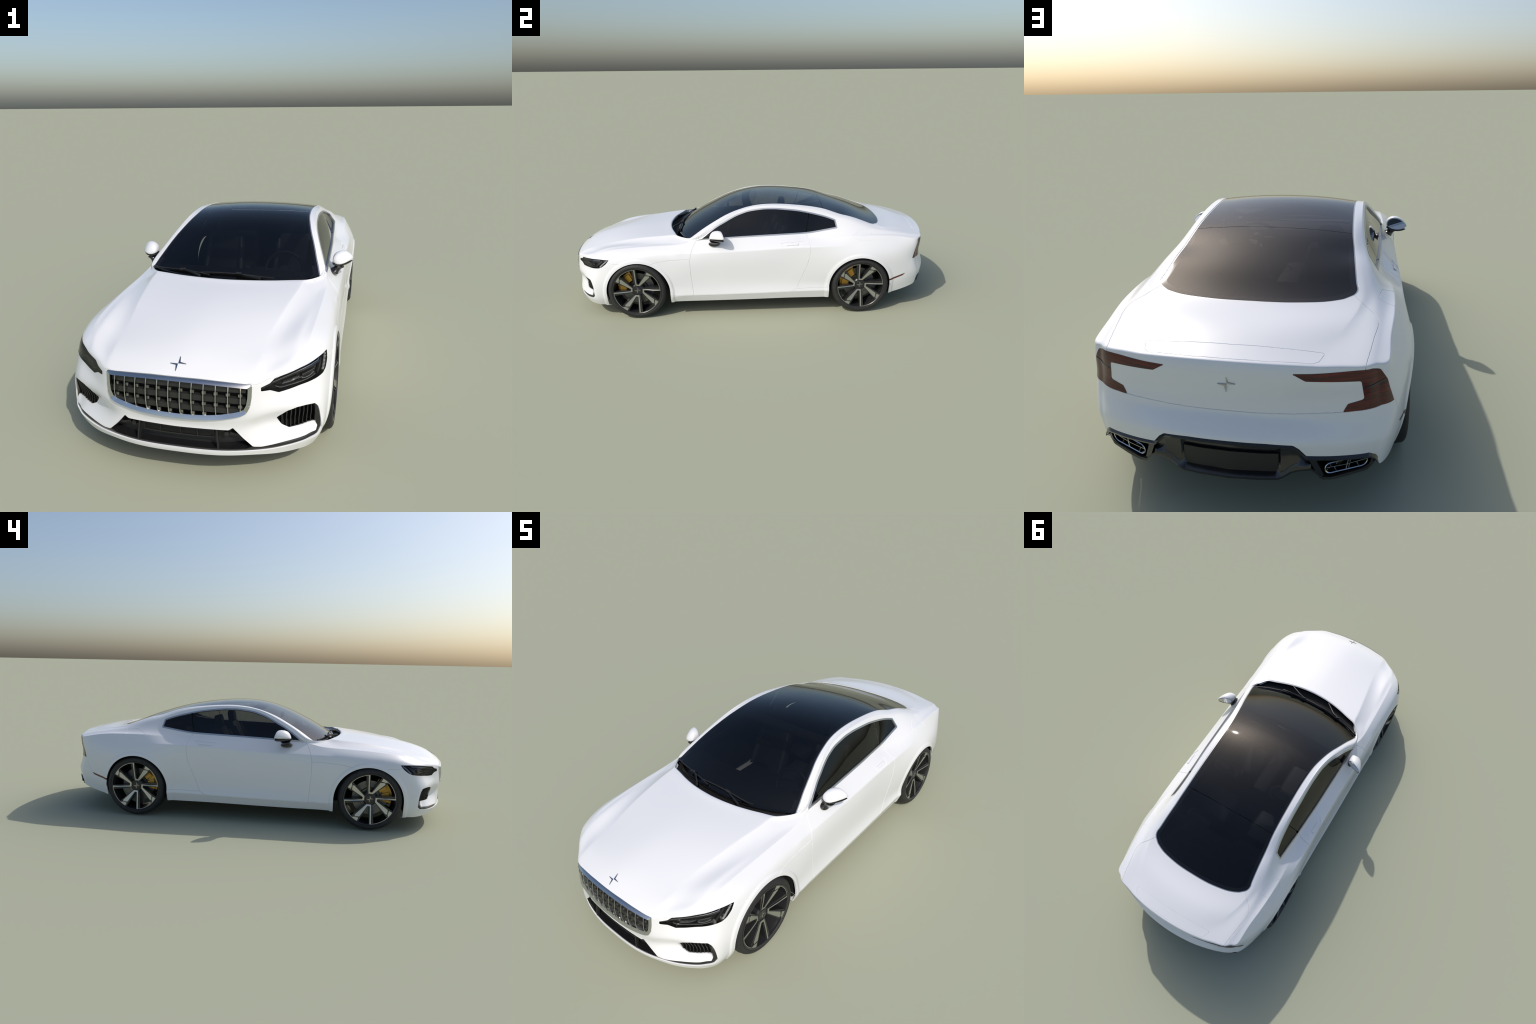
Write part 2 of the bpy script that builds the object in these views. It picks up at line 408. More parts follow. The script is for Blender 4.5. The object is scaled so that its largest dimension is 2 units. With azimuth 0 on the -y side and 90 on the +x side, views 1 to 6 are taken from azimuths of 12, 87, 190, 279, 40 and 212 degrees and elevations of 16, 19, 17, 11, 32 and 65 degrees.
trunk_full = np.vstack([trunk_poly[1:-1], [(0, 1.1)], (trunk_poly[1:-1]*[-1, 1])[::-1]])
trunk = lambda V: sdf(XY(V), trunk_full)
spoiler_half = fillet([(0, .9185, 0), (.1134, .9150, .1), (.2085, .9085, .005), (.1965, .9400, .010), (.184, .9490, .015), (.080, .9620, .1), (0, .9650, 0)], n=5)
spoiler_poly = np.vstack([spoiler_half, (spoiler_half*[-1, 1])[::-1][1:-1]])
spoiler = lambda V: sdf(XY(V), spoiler_poly)
marker_poly = fillet([(.735, .1765), (.8174, .2005), (.8312, .2130), (.735, .1865)], .001)
marker = lambda V: sdf(YZ(V), marker_poly)
quarter_cut = np.array([(.872, .30), (.8345, .2135), (.831, .2065), (.735, .1765), (.70, .166)])
handle_poly = fillet([(.148, .3980, .001), (.181, .3785, .008), (.244, .3805, .008), (.2713, .4030, .001)], n=5)
handle = lambda V: sdf(YZ(V), handle_poly)
flap_poly = fillet([(.536, .4258, .004), (.585, .4480, .010), (.652, .4490, .006), (.6395, .4260, .004), (.656, .4050, .006), (.575, .4020, .010)], n=6)
flap = lambda V: sdf(YZ(V), flap_poly)

# ---- flares, then cutting -------------------------------------------
def vertex_normals(V, Q):
    a, b, c, d = (V[Q[:, i]] for i in range(4))
    fn = np.cross(c-a, d-b); N = np.zeros_like(V)
    for i in range(4): np.add.at(N, Q[:, i], fn)
    N[np.abs(V[:, 0]) < 1e-6, 0] = 0
    return N/np.linalg.norm(N, axis=1)[:, None]

def smoothstep(x): x = np.clip(x, 0, 1); return x*x*(3-2*x)

def make_shell():
    V, N, Q = body_surface()
    N = vertex_normals(V, Q)
    if (N[:, 2]*V[:, 2]).sum() < 0: Q = Q[:, ::-1]; N = -N
    # raised lip round the wheel arches
    for fn, rise in ((arch_f, .0042), (arch_r, .0034)):
        d = fn(V); s = (N[:, 0] > .5) & (V[:, 0] > .3)
        V = V+N*(np.where(s, rise*smoothstep((.0195-d)/.0055), 0)*(1+0*d))[:, None]
    N = vertex_normals(V, Q)
    return Shell(V, N, Q)

S = make_shell()
side = lambda s: (s.cen()[:, 0] > .2) & (s.cenN()[:, 0] > .25)
lowside = lambda s: (s.cen()[:, 0] > .3) & (s.cen()[:, 2] < .36)
front = lambda s: s.cen()[:, 1] < -.70
rear = lambda s: s.cen()[:, 1] > .70
upper = lambda s: (s.cen()[:, 2] > .38) & (s.cenN()[:, 2] > .1)

S.lab[:] = S.label_id('quarter')
# hood / lower fender / bumpers
hood_back = lambda V: V[:, 1]+.287-(V[:, 0]-.347)*(.049/.018)*np.where(V[:, 0] > .30, 1, 0)
S.region(lambda V: np.where(V[:, 0] > .31, (V[:, 1]+.336)-(V[:, 0]-.329)*2.72, V[:, 1]+.36), 'hood', lambda s: s.cen()[:, 1] < -.2)
S.region(lambda V: np.maximum(lower_fender(V), -(V[:, 1]+.72)), 'fender', lambda s: lowside(s) & (s.cen()[:, 1] > -.72) & (s.cen()[:, 1] < -.2))
# front bumper: below the hood's leading edge, in front of the arch
nose_edge = catmull([(-.1, .3205), (.075, .3195), (.145, .315), (.2105, .309), (.240, .305), (.2756, .3115), (.330, .3155), (.392, .323), (.452, .3275), (.505, .321), (.56, .311), (.75, .311)], 6)
nose_line = lambda V: -sdf(nose_coord(V), nose_edge, closed=False)
S.region(nose_line, 'front_bumper', lambda s: (s.cen()[:, 1] < -.62) & (s.cen()[:, 2] < .345))
S.region(door, 'door', lambda s: side(s) & (s.cen()[:, 2] < .47) & (np.abs(s.cen()[:, 1]) < .36))
S.region(sill, 'side_skirt', lambda s: lowside(s) & (s.cen()[:, 1] > -.5) & (s.cen()[:, 1] < .46) & ~s.is_('door'))
# tail
S.region(trunk, 'trunk_lid', lambda s: (s.cen()[:, 1] > .6) & (s.cen()[:, 2] > .25) & ((s.cenN()[:, 2] > .2) | (s.cen()[:, 1] > .86)))
rb = lambda V: -sdf(tail_coord(V), np.vstack([rear_seam_line, [(.4115, .2895), (.43, .2895)]]), closed=False)
S.region(rb, 'rear_bumper', lambda s: (s.cen()[:, 1] > .84) & (s.cen()[:, 2] < .34))
qc = lambda V: sdf(YZ(V), quarter_cut, closed=False)
S.region(qc, 'rear_bumper', lambda s: lowside(s) & (s.cen()[:, 1] > .72) & (s.cen()[:, 1] < .90))
# glass canopy
S.region(canopy, 'canopy', lambda s: upper(s) & (s.cen()[:, 1] > -.5) & (s.cen()[:, 1] < .75) & (s.cen()[:, 0] < .335))
S.region(lambda V: canopy(V)+.0042, 'glass', lambda s: s.is_('canopy'))
S.region(window, 'window_trim', lambda s: side(s) & (s.cen()[:, 2] > .405) & (np.abs(s.cen()[:, 1]) < .5) & ~s.is_('canopy', 'glass'))
S.region(lambda V: window(V)+.0068, 'side_glass', lambda s: s.is_('window_trim'))
# openings and lamps
S.region(lamp, 'headlight', lambda s: front(s) & (s.cen()[:, 0] > .2))
S.region(grille, 'grille_hole', lambda s: front(s) & (s.cen()[:, 0] < .26) & s.is_('front_bumper', 'hood'))
S.region(black_trim, 'black_hole', lambda s: front(s) & s.is_('front_bumper'))
S.region(tail_lamp, 'taillight', lambda s: rear(s) & (s.cen()[:, 0] > .1) & (s.cen()[:, 1] > .85))
S.region(below_diff, 'diffuser_hole', lambda s: rear(s) & s.is_('rear_bumper') & (s.cen()[:, 1] > .84))
S.region(marker, 'side_marker', lambda s: lowside(s) & rear(s) & (s.cen()[:, 1] < .86))
S.region(arch_f, 'arch_hole', lambda s: (s.cen()[:, 0] > .25) & (s.cen()[:, 2] < .34) & (s.cen()[:, 1] < -.3))
S.region(arch_r, 'arch_hole', lambda s: (s.cen()[:, 0] > .25) & (s.cen()[:, 2] < .34) & (s.cen()[:, 1] > .3))

# finer split of the openings
S.region(lambda V: grille(V)+.0105, 'grille_insert', lambda s: s.is_('grille_hole'))
intake_poly = np.array([(-.1, .1125), (.200, .1105), (.2195, .1190), (.190, .146), (.160, .178), (-.1, .178)])
S.region(lambda V: sdf(nose_coord(V), intake_poly), 'intake', lambda s: s.is_('black_hole'))
vent_poly = fillet([(.300, .186), (.326, .157, .01), (.352, .1485, .005), (.4425, .1490, .002), (.4440, .2030, .004), (.434, .2125, .006), (.402, .2165, .02), (.370, .2155, .02), (.335, .2070, .01)], closed=True)
S.region(lambda V: sdf(nose_coord(V), vent_poly), 'vent', lambda s: s.is_('black_hole'))
# glass: cowl trough, black printed border, roof / rear window split
cowl_line = catmull([(-.36, -.36), (-.31, -.349), (-.25, -.383), (-.150, -.410), (0, -.421), (.150, -.410), (.250, -.383), (.310, -.349), (.36, -.36)], 6)
S.region(lambda V: -sdf(XY(V), cowl_line, closed=False), 'cowl', lambda s: s.is_('glass') & (s.cen()[:, 1] < -.33))
rear_split = lambda V: .392-V[:, 1]
S.seam(rear_split, lambda s: s.is_('glass') & (s.cen()[:, 1] > .3), w=.0011, depth=.002)
S.region(rear_split, 'rear_glass', lambda s: s.is_('glass') & (s.cen()[:, 1] > .3))
S.region(lambda V: V[:, 1]-.035+.5*V[:, 0]**2, 'wind_glass', lambda s: s.is_('glass') & (s.cen()[:, 1] < .1))
S.region(lambda V: -(canopy(V)+.020), 'border_rear', lambda s: s.is_('rear_glass'))
S.region(lambda V: -(canopy(V)+np.where(V[:, 1] < -.3, .026, .013)), 'border_front', lambda s: s.is_('wind_glass'))
S.region(lambda V: -(canopy(V)+.013), 'border_roof', lambda s: s.is_('glass'))
# side glass: door pane, quarter pane
div = lambda V: (.289-V[:, 1])+(V[:, 2]-.437)*.204
S.seam(div, lambda s: s.is_('side_glass'), w=.0016, depth=.002)
S.region(div, 'quarter_glass', lambda s: s.is_('side_glass'))
# shut lines
S.seam(nose_line, lambda s: s.is_('hood', 'front_bumper') & (s.cen()[:, 0] > .2) & front(s))
S.seam(lower_fender, lambda s: s.is_('hood', 'fender') & (s.cen()[:, 1] > -.56))
S.seam(lambda V: (V[:, 1]+.336)-(V[:, 0]-.329)*2.72, lambda s: s.is_('hood', 'quarter') & (s.cen()[:, 0] > .31) & (s.cen()[:, 2] > .38) & (s.cen()[:, 1] < -.25))
S.seam(door, lambda s: s.is_('door', 'hood', 'fender', 'quarter', 'side_skirt') & side(s) & (s.cen()[:, 2] < .440) & (np.abs(s.cen()[:, 1]) < .36))
S.seam(sill, lambda s: s.is_('fender', 'quarter', 'side_skirt') & lowside(s) & (s.cen()[:, 1] > -.47) & (s.cen()[:, 1] < .43))
S.seam(trunk, lambda s: s.is_('trunk_lid', 'quarter') & (s.cen()[:, 1] > .6) & (s.cen()[:, 2] > .38) & (s.cen()[:, 0] > .2))
S.seam(rb, lambda s: s.is_('rear_bumper', 'trunk_lid') & (s.cen()[:, 1] > .9))
S.seam(qc, lambda s: s.is_('rear_bumper', 'quarter') & lowside(s) & (s.cen()[:, 1] > .8) & (s.cen()[:, 1] < .88), w=.0007)
S.seam(spoiler, lambda s: s.is_('trunk_lid') & (s.cenN()[:, 2] > .5), w=.0008, depth=.0012)
S.seam(flap, lambda s: s.is_('quarter') & (s.cen()[:, 1] > .5) & (s.cen()[:, 1] < .75), w=.0007, depth=.0010)
S.region(handle, 'handle_recess', lambda s: s.is_('door'))

# =====================================================================
# 3. MATERIALS
# =====================================================================
def mat(name, color, rough=.5, metal=0., coat=0., spec=.5, noise=0., scale=40., bump=0., bscale=400.):
    m = bpy.data.materials.new(name); m.use_nodes = True
    nt = m.node_tree; b = nt.nodes['Principled BSDF']
    b.inputs['Base Color'].default_value = (*color, 1); b.inputs['Roughness'].default_value = rough
    b.inputs['Metallic'].default_value = metal; b.inputs['Coat Weight'].default_value = coat
    b.inputs['Coat Roughness'].default_value = .03; b.inputs['Specular IOR Level'].default_value = spec
    tc = nt.nodes.new('ShaderNodeTexCoord')
    if noise:
        n = nt.nodes.new('ShaderNodeTexNoise'); n.inputs['Scale'].default_value = scale; n.inputs['Detail'].default_value = 3
        r = nt.nodes.new('ShaderNodeValToRGB')
        r.color_ramp.elements[0].color = (*[c*(1-noise) for c in color], 1); r.color_ramp.elements[0].position = .3
        r.color_ramp.elements[1].color = (*[min(1, c*(1+noise)) for c in color], 1); r.color_ramp.elements[1].position = .7
        nt.links.new(tc.outputs['Object'], n.inputs['Vector']); nt.links.new(n.outputs['Fac'], r.inputs['Fac'])
        nt.links.new(r.outputs['Color'], b.inputs['Base Color'])
    if bump:
        n2 = nt.nodes.new('ShaderNodeTexNoise'); n2.inputs['Scale'].default_value = bscale
        bp = nt.nodes.new('ShaderNodeBump'); bp.inputs['Strength'].default_value = bump; bp.inputs['Distance'].default_value = .001
        nt.links.new(tc.outputs['Object'], n2.inputs['Vector']); nt.links.new(n2.outputs['Fac'], bp.inputs['Height'])
        nt.links.new(bp.outputs['Normal'], b.inputs['Normal'])
    return m

def glass_mat(name, tint, ior=1.5, rough=.03, gloss=(1, 1, 1)):
    m = bpy.data.materials.new(name); m.use_nodes = True; nt = m.node_tree
    nt.nodes.remove(nt.nodes['Principled BSDF']); out = nt.nodes['Material Output']
    t = nt.nodes.new('ShaderNodeBsdfTransparent'); t.inputs['Color'].default_value = (*tint, 1)
    g = nt.nodes.new('ShaderNodeBsdfGlossy'); g.inputs['Roughness'].default_value = rough; g.inputs['Color'].default_value = (*gloss, 1)
    f = nt.nodes.new('ShaderNodeFresnel'); f.inputs['IOR'].default_value = ior
    x = nt.nodes.new('ShaderNodeMixShader')
    nt.links.new(f.outputs[0], x.inputs[0]); nt.links.new(t.outputs[0], x.inputs[1]); nt.links.new(g.outputs[0], x.inputs[2])
    nt.links.new(x.outputs[0], out.inputs['Surface'])
    return m

M = {}
M['paint'] = mat('white_paint', (.815, .82, .83), .38, coat=.6, noise=.006, scale=900)
M['glass'] = glass_mat('tinted_glass', (.35, .355, .35))
M['rearglass'] = glass_mat('rear_glass', (.50, .50, .49))
M['windglass'] = glass_mat('windscreen_glass', (.34, .35, .35))
M['roofglass'] = glass_mat('roof_glass', (.45, .47, .49))
M['lens'] = glass_mat('clear_lens', (.88, .88, .89), ior=1.22, rough=.01)
M['bowl'] = mat('lamp_bowl', (.004, .004, .005), .18)
M['border'] = mat('black_glass_border', (.006, .006, .007), .06, spec=.5)
M['chrome'] = mat('satin_chrome', (.60, .61, .62), .16, metal=1.)
M['trim'] = mat('bright_window_trim', (.52, .53, .54), .34, metal=.85)
M['gloss'] = mat('gloss_black', (.012, .012, .013), .12, coat=.5)
M['plastic'] = mat('black_plastic', (.016, .016, .016), .45, bump=.1)
M['slat'] = mat('grille_slat', (.022, .022, .021), .28)
M['clip'] = mat('grille_clip', (.40, .39, .36), .32, metal=.9)
M['matte'] = mat('matte_black', (.006, .006, .006), .8)  # near-black matte for liners, backing plates and brake-disc dots
M['tyre'] = mat('tyre_rubber', (.020, .020, .020), .65, noise=.2, scale=60, bump=.2)
M['rim'] = mat('dark_rim', (.028, .028, .030), .32, metal=.3, coat=.3)
M['polish'] = mat('machined_alloy', (.52, .52, .51), .30, metal=1.)
M['disc'] = mat('brake_disc_steel', (.17, .17, .165), .40, metal=1., noise=.08, scale=120)
M['gold'] = mat('gold_caliper', (.55, .30, .030), .35, metal=.35, coat=.3)
M['mirror'] = mat('mirror_glass', (.62, .65, .70), .02, metal=1.)
M['cabin'] = mat('cabin_dark', (.014, .014, .016), .75, noise=.2, scale=30)
M['seat'] = mat('seat_leather', (.018, .018, .020), .55, bump=.15)
M['seatlight'] = mat('seat_side', (.034, .034, .036), .5)
M['lampbar'] = mat('lamp_bar', (.016, .016, .017), .25, coat=.4)
M['lampedge'] = mat('lamp_chrome_edge', (.55, .57, .60), .25, metal=.9)
M['lampwhite'] = mat('lamp_light_guide', (.62, .64, .66), .25, coat=.5)
M['marker'] = mat('dark_red_marker', (.11, .012, .010), .15, coat=.6)
M['emblem'] = mat('emblem_chrome', (.38, .40, .44), .14, metal=1.)
M['under'] = mat('underbody', (.012, .012, .012), .85)

def tail_mat():
    """Deep red lens with fine horizontal ribs and darker woven cells."""
    m = mat('tail_lens', (.10, .010, .008), .22, coat=.25, spec=.35); nt = m.node_tree; b = nt.nodes['Principled BSDF']
    tc = nt.nodes.new('ShaderNodeTexCoord'); mp = nt.nodes.new('ShaderNodeMapping'); mp.inputs['Scale'].default_value = (14, 14, 330)
    n = nt.nodes.new('ShaderNodeTexNoise'); n.inputs['Scale'].default_value = 1.; n.inputs['Detail'].default_value = 4
    r = nt.nodes.new('ShaderNodeValToRGB')
    r.color_ramp.elements[0].position = .36; r.color_ramp.elements[0].color = (.030, .006, .006, 1)
    r.color_ramp.elements[1].position = .66; r.color_ramp.elements[1].color = (.135, .010, .010, 1)
    nt.links.new(tc.outputs['Object'], mp.inputs[0]); nt.links.new(mp.outputs[0], n.inputs['Vector'])
    nt.links.new(n.outputs['Fac'], r.inputs['Fac']); nt.links.new(r.outputs['Color'], b.inputs['Base Color'])
    return m
M['tail'] = tail_mat()

# =====================================================================
# 4. OBJECT BUILDERS
# =====================================================================
COL = bpy.context.scene.collection
CAR = bpy.data.objects.new('sports_coupe', None); COL.objects.link(CAR)
CAR['label'] = 'white two-door sports coupe with black glass roof'
CAR['category'] = 'car'

def link(name, me, parent=CAR, mats=()):
    o = bpy.data.objects.new(name, me); COL.objects.link(o); o.parent = parent
    for m in mats: me.materials.append(M[m] if isinstance(m, str) else m)
    return o

def mesh(name, V, F, smooth=True, N=None):
    me = bpy.data.meshes.new(name)
    me.from_pydata([tuple(map(float, v)) for v in V], [], [tuple(map(int, f)) for f in F])
    me.polygons.foreach_set('use_smooth', [smooth]*len(me.polygons))
    if N is not None: me.normals_split_custom_set([tuple(map(float, n)) for n in N])
    me.update()
    return me

def auto_smooth(me, deg=32):
    """Mark edges sharper than deg as sharp."""
    bm = bmesh.new(); bm.from_mesh(me); a = math.radians(deg)
    for e in bm.edges:
        if len(e.link_faces) == 2 and e.calc_face_angle(0) > a: e.smooth = False
    for f in bm.faces: f.smooth = True
    bm.to_mesh(me); bm.free()

def shell_geo(names, off=0., lips=(), shape=None):
    """Triangles of the named panels with per-corner normals.  lips = (border names, depth, direction)."""
    T = S.tris(*names); g = S.groove[S.is_(*names)]
    if shape is not None: off = shape(S.V)[:, None]
    P = S.V-S.N*S.push[:, None]+S.N*off
    CN = S.N[T].copy()
    fn = np.cross(P[T[:, 1]]-P[T[:, 0]], P[T[:, 2]]-P[T[:, 0]]); ln = np.linalg.norm(fn, axis=1); ok = ln > 1e-14
    fn[ok] /= ln[ok][:, None]
    if shape is not None: CN = np.repeat(fn[:, None, :], 3, 1)
    CN[g & ok] = fn[g & ok][:, None, :]
    T = T[ok]; CN = CN[ok]
    V = [P]; tris = [T]; nrm = [CN]; nv = len(P)
    for border, depth, direction in lips:
        def es(t): return {(a, b) for a, b in np.vstack([t[:, [0, 1]], t[:, [1, 2]], t[:, [2, 0]]]).tolist()}
        mine = es(T)
        if border is None:
            everything = es(S.T)
            edges = [e for e in mine if (e[1], e[0]) not in everything and abs(S.V[e[0], 0])+abs(S.V[e[1], 0]) > 1e-5 and S.V[e[0], 2] < .2]
        else:
            other = es(S.tris(*border)); edges = [e for e in mine if (e[1], e[0]) in other]
        if not edges: continue
        E = np.array(edges); ids = np.unique(E); mp = {int(i): k for k, i in enumerate(ids)}
        d = direction if direction is not None else None
        inner = P[ids]+(np.array(d)*depth if d is not None else -S.N[ids]*depth)
        a = E[:, 0]; b = E[:, 1]; ia = np.array([mp[int(i)] for i in a])+nv; ib = np.array([mp[int(i)] for i in b])+nv
        q = np.vstack([np.stack([b, a, ia], 1), np.stack([b, ia, ib], 1)])
        V.append(inner); allV = np.vstack(V)
        f = np.cross(allV[q[:, 1]]-allV[q[:, 0]], allV[q[:, 2]]-allV[q[:, 0]]); f /= np.maximum(np.linalg.norm(f, axis=1), 1e-14)[:, None]
        tris.append(q); nrm.append(np.repeat(f[:, None, :], 3, 1)); nv = len(allV)
    V = np.vstack(V); T = np.vstack(tris); CN = np.vstack(nrm)
    used = np.unique(T); mp = np.full(len(V), -1); mp[used] = np.arange(len(used))
    return V[used], mp[T], CN

def panel(name, names, mats, off=0., lips=(), spans=False, parent=CAR, shape=None):
    """A body panel: one object across the middle, or a pair left and right."""
    V, T, CN = shell_geo(names, off, lips, shape); out = []
    Vm = V*[-1, 1, 1]; Tm = T[:, ::-1]; CNm = (CN*[-1, 1, 1])[:, ::-1]
    if spans:
        k = len(V); midv = np.abs(V[:, 0]) < 1e-6
        mp = np.arange(k)+k; mp[midv] = np.where(midv)[0]
        VV = np.vstack([V, Vm]); TT = np.vstack([T, mp[Tm]])
        me = mesh(name, VV, TT, True, np.vstack([CN, CNm]).reshape(-1, 3))
        me2 = me; out.append(link(name, me2, parent, mats))
    else:
        out.append(link(name, mesh(name, V, T, True, CN.reshape(-1, 3)), parent, mats))
        out.append(link(name, mesh(name, Vm, Tm, True, CNm.reshape(-1, 3)), parent, mats))
    return out

def pair(name, me, mats, parent=(CAR, CAR)):
    """Right-hand part and its mirror image."""
    a = link(name, me, parent[0], mats)
    m2 = me.copy(); m2.transform(Matrix.Scale(-1, 4, (1, 0, 0))); m2.flip_normals()
    b = link(name, m2, parent[1])
    return a, b

def surf_at(coord, names, pts, off=0.):
    """Points on the shell (with normals) where coord() takes the given 2D values."""
    T = S.tris(*names); ids = np.unique(T); C = coord(S.V[ids]); out = []; nn = []
    for p in pts:
        d = np.hypot(C[:, 0]-p[0], C[:, 1]-p[1]); k = np.argsort(d)[:6]; w = 1/(d[k]+1e-5)**2; w /= w.sum()
        # local linear correction so that the point sits where asked
        Vp = S.V[ids[k]]; A = np.c_[np.ones(6), C[k]-np.array(p)]
        try: sol = np.linalg.lstsq(A*np.sqrt(w)[:, None], Vp*np.sqrt(w)[:, None], rcond=1e-3)[0][0]
        except Exception: sol = (Vp*w[:, None]).sum(0)
        if np.linalg.norm(sol-Vp[0]) > .03: sol = (Vp*w[:, None]).sum(0)
        n = (S.N[ids[k]]*w[:, None]).sum(0); n /= np.linalg.norm(n)
        out.append(sol+n*off); nn.append(n)
    return np.array(out), np.array(nn)

def beam(P, N, width, height, closed=False, taper=None):
    """Rectangular bar along the points P lying on a surface with normals N."""
    P = np.asarray(P, float); N = np.asarray(N, float); n = len(P); V = []; F = []
    for i in range(n):
        t = (P[(i+1) % n]-P[i-1]) if closed else (P[min(i+1, n-1)]-P[max(i-1, 0)])
        t = t/max(np.linalg.norm(t), 1e-9); b = np.cross(N[i], t); b /= max(np.linalg.norm(b), 1e-9)
        w = width*(taper[i] if taper is not None else 1)
        for sx, sz in ((-.5, 0), (-.36, 1), (.36, 1), (.5, 0), (.5, -.5), (-.5, -.5)):
            V.append(P[i]+b*w*sx+N[i]*height*sz)
    m = n if closed else n-1
    for i in range(m):
        j = (i+1) % n
        for k in range(6): F.append((i*6+k, j*6+k, j*6+(k+1) % 6, i*6+(k+1) % 6))
    if not closed: F += [tuple(range(5, -1, -1)), tuple((n-1)*6+k for k in range(6))]
    return V, F

def join(parts):
    V = []; F = []
    for v, f in parts:
        o = len(V); V += [tuple(p) for p in v]; F += [tuple(i+o for i in q) for q in f]
    return V, F

def box(c, s, rot=None):
    V = [np.array((sx*s[0]/2, sy*s[1]/2, sz*s[2]/2)) for sx in (-1, 1) for sy in (-1, 1) for sz in (-1, 1)]
    if rot is not None: V = [np.array(rot @ Vector(v)) for v in V]
    V = [v+np.array(c) for v in V]
    return V, [(0, 1, 3, 2), (4, 6, 7, 5), (0, 4, 5, 1), (2, 3, 7, 6), (0, 2, 6, 4), (1, 5, 7, 3)]

def bevelled(me, w, seg=2, deg=30):
    bm = bmesh.new(); bm.from_mesh(me)
    bmesh.ops.recalc_face_normals(bm, faces=bm.faces)
    es = [e for e in bm.edges if len(e.link_faces) == 2 and e.calc_face_angle(0) > math.radians(deg)]
    bmesh.ops.bevel(bm, geom=es, offset=w, segments=seg, affect='EDGES', profile=.5, clamp_overlap=True)
    for f in bm.faces: f.smooth = True
    bm.to_mesh(me); bm.free(); auto_smooth(me, 40)
    return me

def revolve(profile, axis_x=True, seg=72):
    """Turn (radius, x) profile round the x axis."""
    V = []; F = []; n = len(profile)
    for k in range(seg):
        a = 2*math.pi*k/seg
        for r, x in profile: V.append((x, r*math.sin(a), r*math.cos(a)))
    for k in range(seg):
        j = (k+1) % seg
        for i in range(n-1): F.append((k*n+i, j*n+i, j*n+i+1, k*n+i+1))
    return V, F

def prism_x(poly, x0, x1):
    """Polygon given in (y, z), extruded along x from x0 (back) to x1 (front)."""
    n = len(poly); V = [(x0, p[0], p[1]) for p in poly]+[(x1, p[0], p[1]) for p in poly]
    F = [tuple(range(n-1, -1, -1)), tuple(range(n, 2*n))]+[(i, (i+1) % n, n+(i+1) % n, n+i) for i in range(n)]
    return V, F

def fix_normals(me):
    bm = bmesh.new(); bm.from_mesh(me); bmesh.ops.recalc_face_normals(bm, faces=bm.faces); bm.to_mesh(me); bm.free(); return me

def solid(name, geo, mats, parent=CAR, bev=0., smooth=35):
    me = mesh(name, *geo); fix_normals(me)
    if bev: bevelled(me, bev)
    else: auto_smooth(me, smooth)
    return link(name, me, parent, mats)

# =====================================================================
# 5. BODY PANELS
# =====================================================================
INX = (-1, 0, 0)
arch = (('arch_hole',), .007, INX)
panel('hood', ['hood'], ['paint'], spans=True, lips=[arch, (('canopy', 'cowl', 'glass'), .016, None), (('grille_hole',), .02, None)])
panel('front_fender', ['fender'], ['paint'], lips=[arch])
panel('front_bumper', ['front_bumper'], ['paint'], spans=True,
      lips=[arch, (('black_hole', 'intake', 'vent'), .006, None), (('grille_hole',), .02, None), (None, .02, (0, .8, .1))])
door_objs = panel('door', ['door'], ['paint'])
panel('rear_quarter_panel', ['quarter'], ['paint'], lips=[arch, (('taillight',), .01, None), (('canopy',), .006, None)])
panel('side_skirt', ['side_skirt'], ['paint'], lips=[arch, (None, .03, (-1, 0, .1))])
panel('trunk_lid', ['trunk_lid'], ['paint'], spans=True, lips=[(('canopy',), .006, None), (('taillight',), .008, None)])
panel('rear_bumper', ['rear_bumper'], ['paint'], spans=True, lips=[arch, (('diffuser_hole',), .02, None), (('taillight',), .008, None)])
panel('roof_trim', ['canopy'], ['trim'], spans=True, off=-.0015)
panel('window_trim', ['window_trim'], ['trim'], off=.0006, lips=[(('side_glass', 'quarter_glass'), .007, None)])
panel('windshield', ['wind_glass'], ['windglass'], spans=True, off=-.001)
panel('windshield_border', ['border_front'], ['border'], spans=True, off=-.001)
panel('glass_roof', ['glass'], ['roofglass'], spans=True, off=-.001)
panel('roof_border', ['border_roof'], ['border'], spans=True, off=-.001)
panel('rear_window', ['rear_glass'], ['rearglass'], spans=True, off=-.001)
panel('rear_window_border', ['border_rear'], ['border'], spans=True, off=-.001)
panel('cowl', ['cowl'], ['matte'], spans=True, off=-.024)
panel('side_window', ['side_glass'], ['glass'], off=-.005)
panel('quarter_window', ['quarter_glass'], ['glass'], off=-.005)
panel('side_marker', ['side_marker'], ['marker'], off=.0006)
# door handles: shallow dish with a flush grip
for o, sx in zip(panel('handle_recess', ['handle_recess'], ['paint'], off=-.0018, lips=[(('door',), -.0018, None)]), (0, 1)): o.parent = door_objs[sx]
hp = fillet([(.174, .4015), (.177, .3885), (.243, .3905), (.2425, .4045)], .004, closed=True)
P, Nn = surf_at(YZ, ['handle_recess', 'door'], [(.178+.064*t, .3905+.0022*t) for t in np.linspace(0, 1, 12)], .0000)
gv, gf = beam(P, Nn, .0120, .0016)
pair('door_handle', bevelled(mesh('door_handle', gv, gf), .0008), ['paint'], parent=door_objs)

# =====================================================================
# 6. WHEELS
# =====================================================================
def pol(r, deg):
    """Polar point on the wheel face: angle clockwise from straight up, seen from outside."""
    a = math.radians(deg); return (r*math.sin(a), r*math.cos(a))

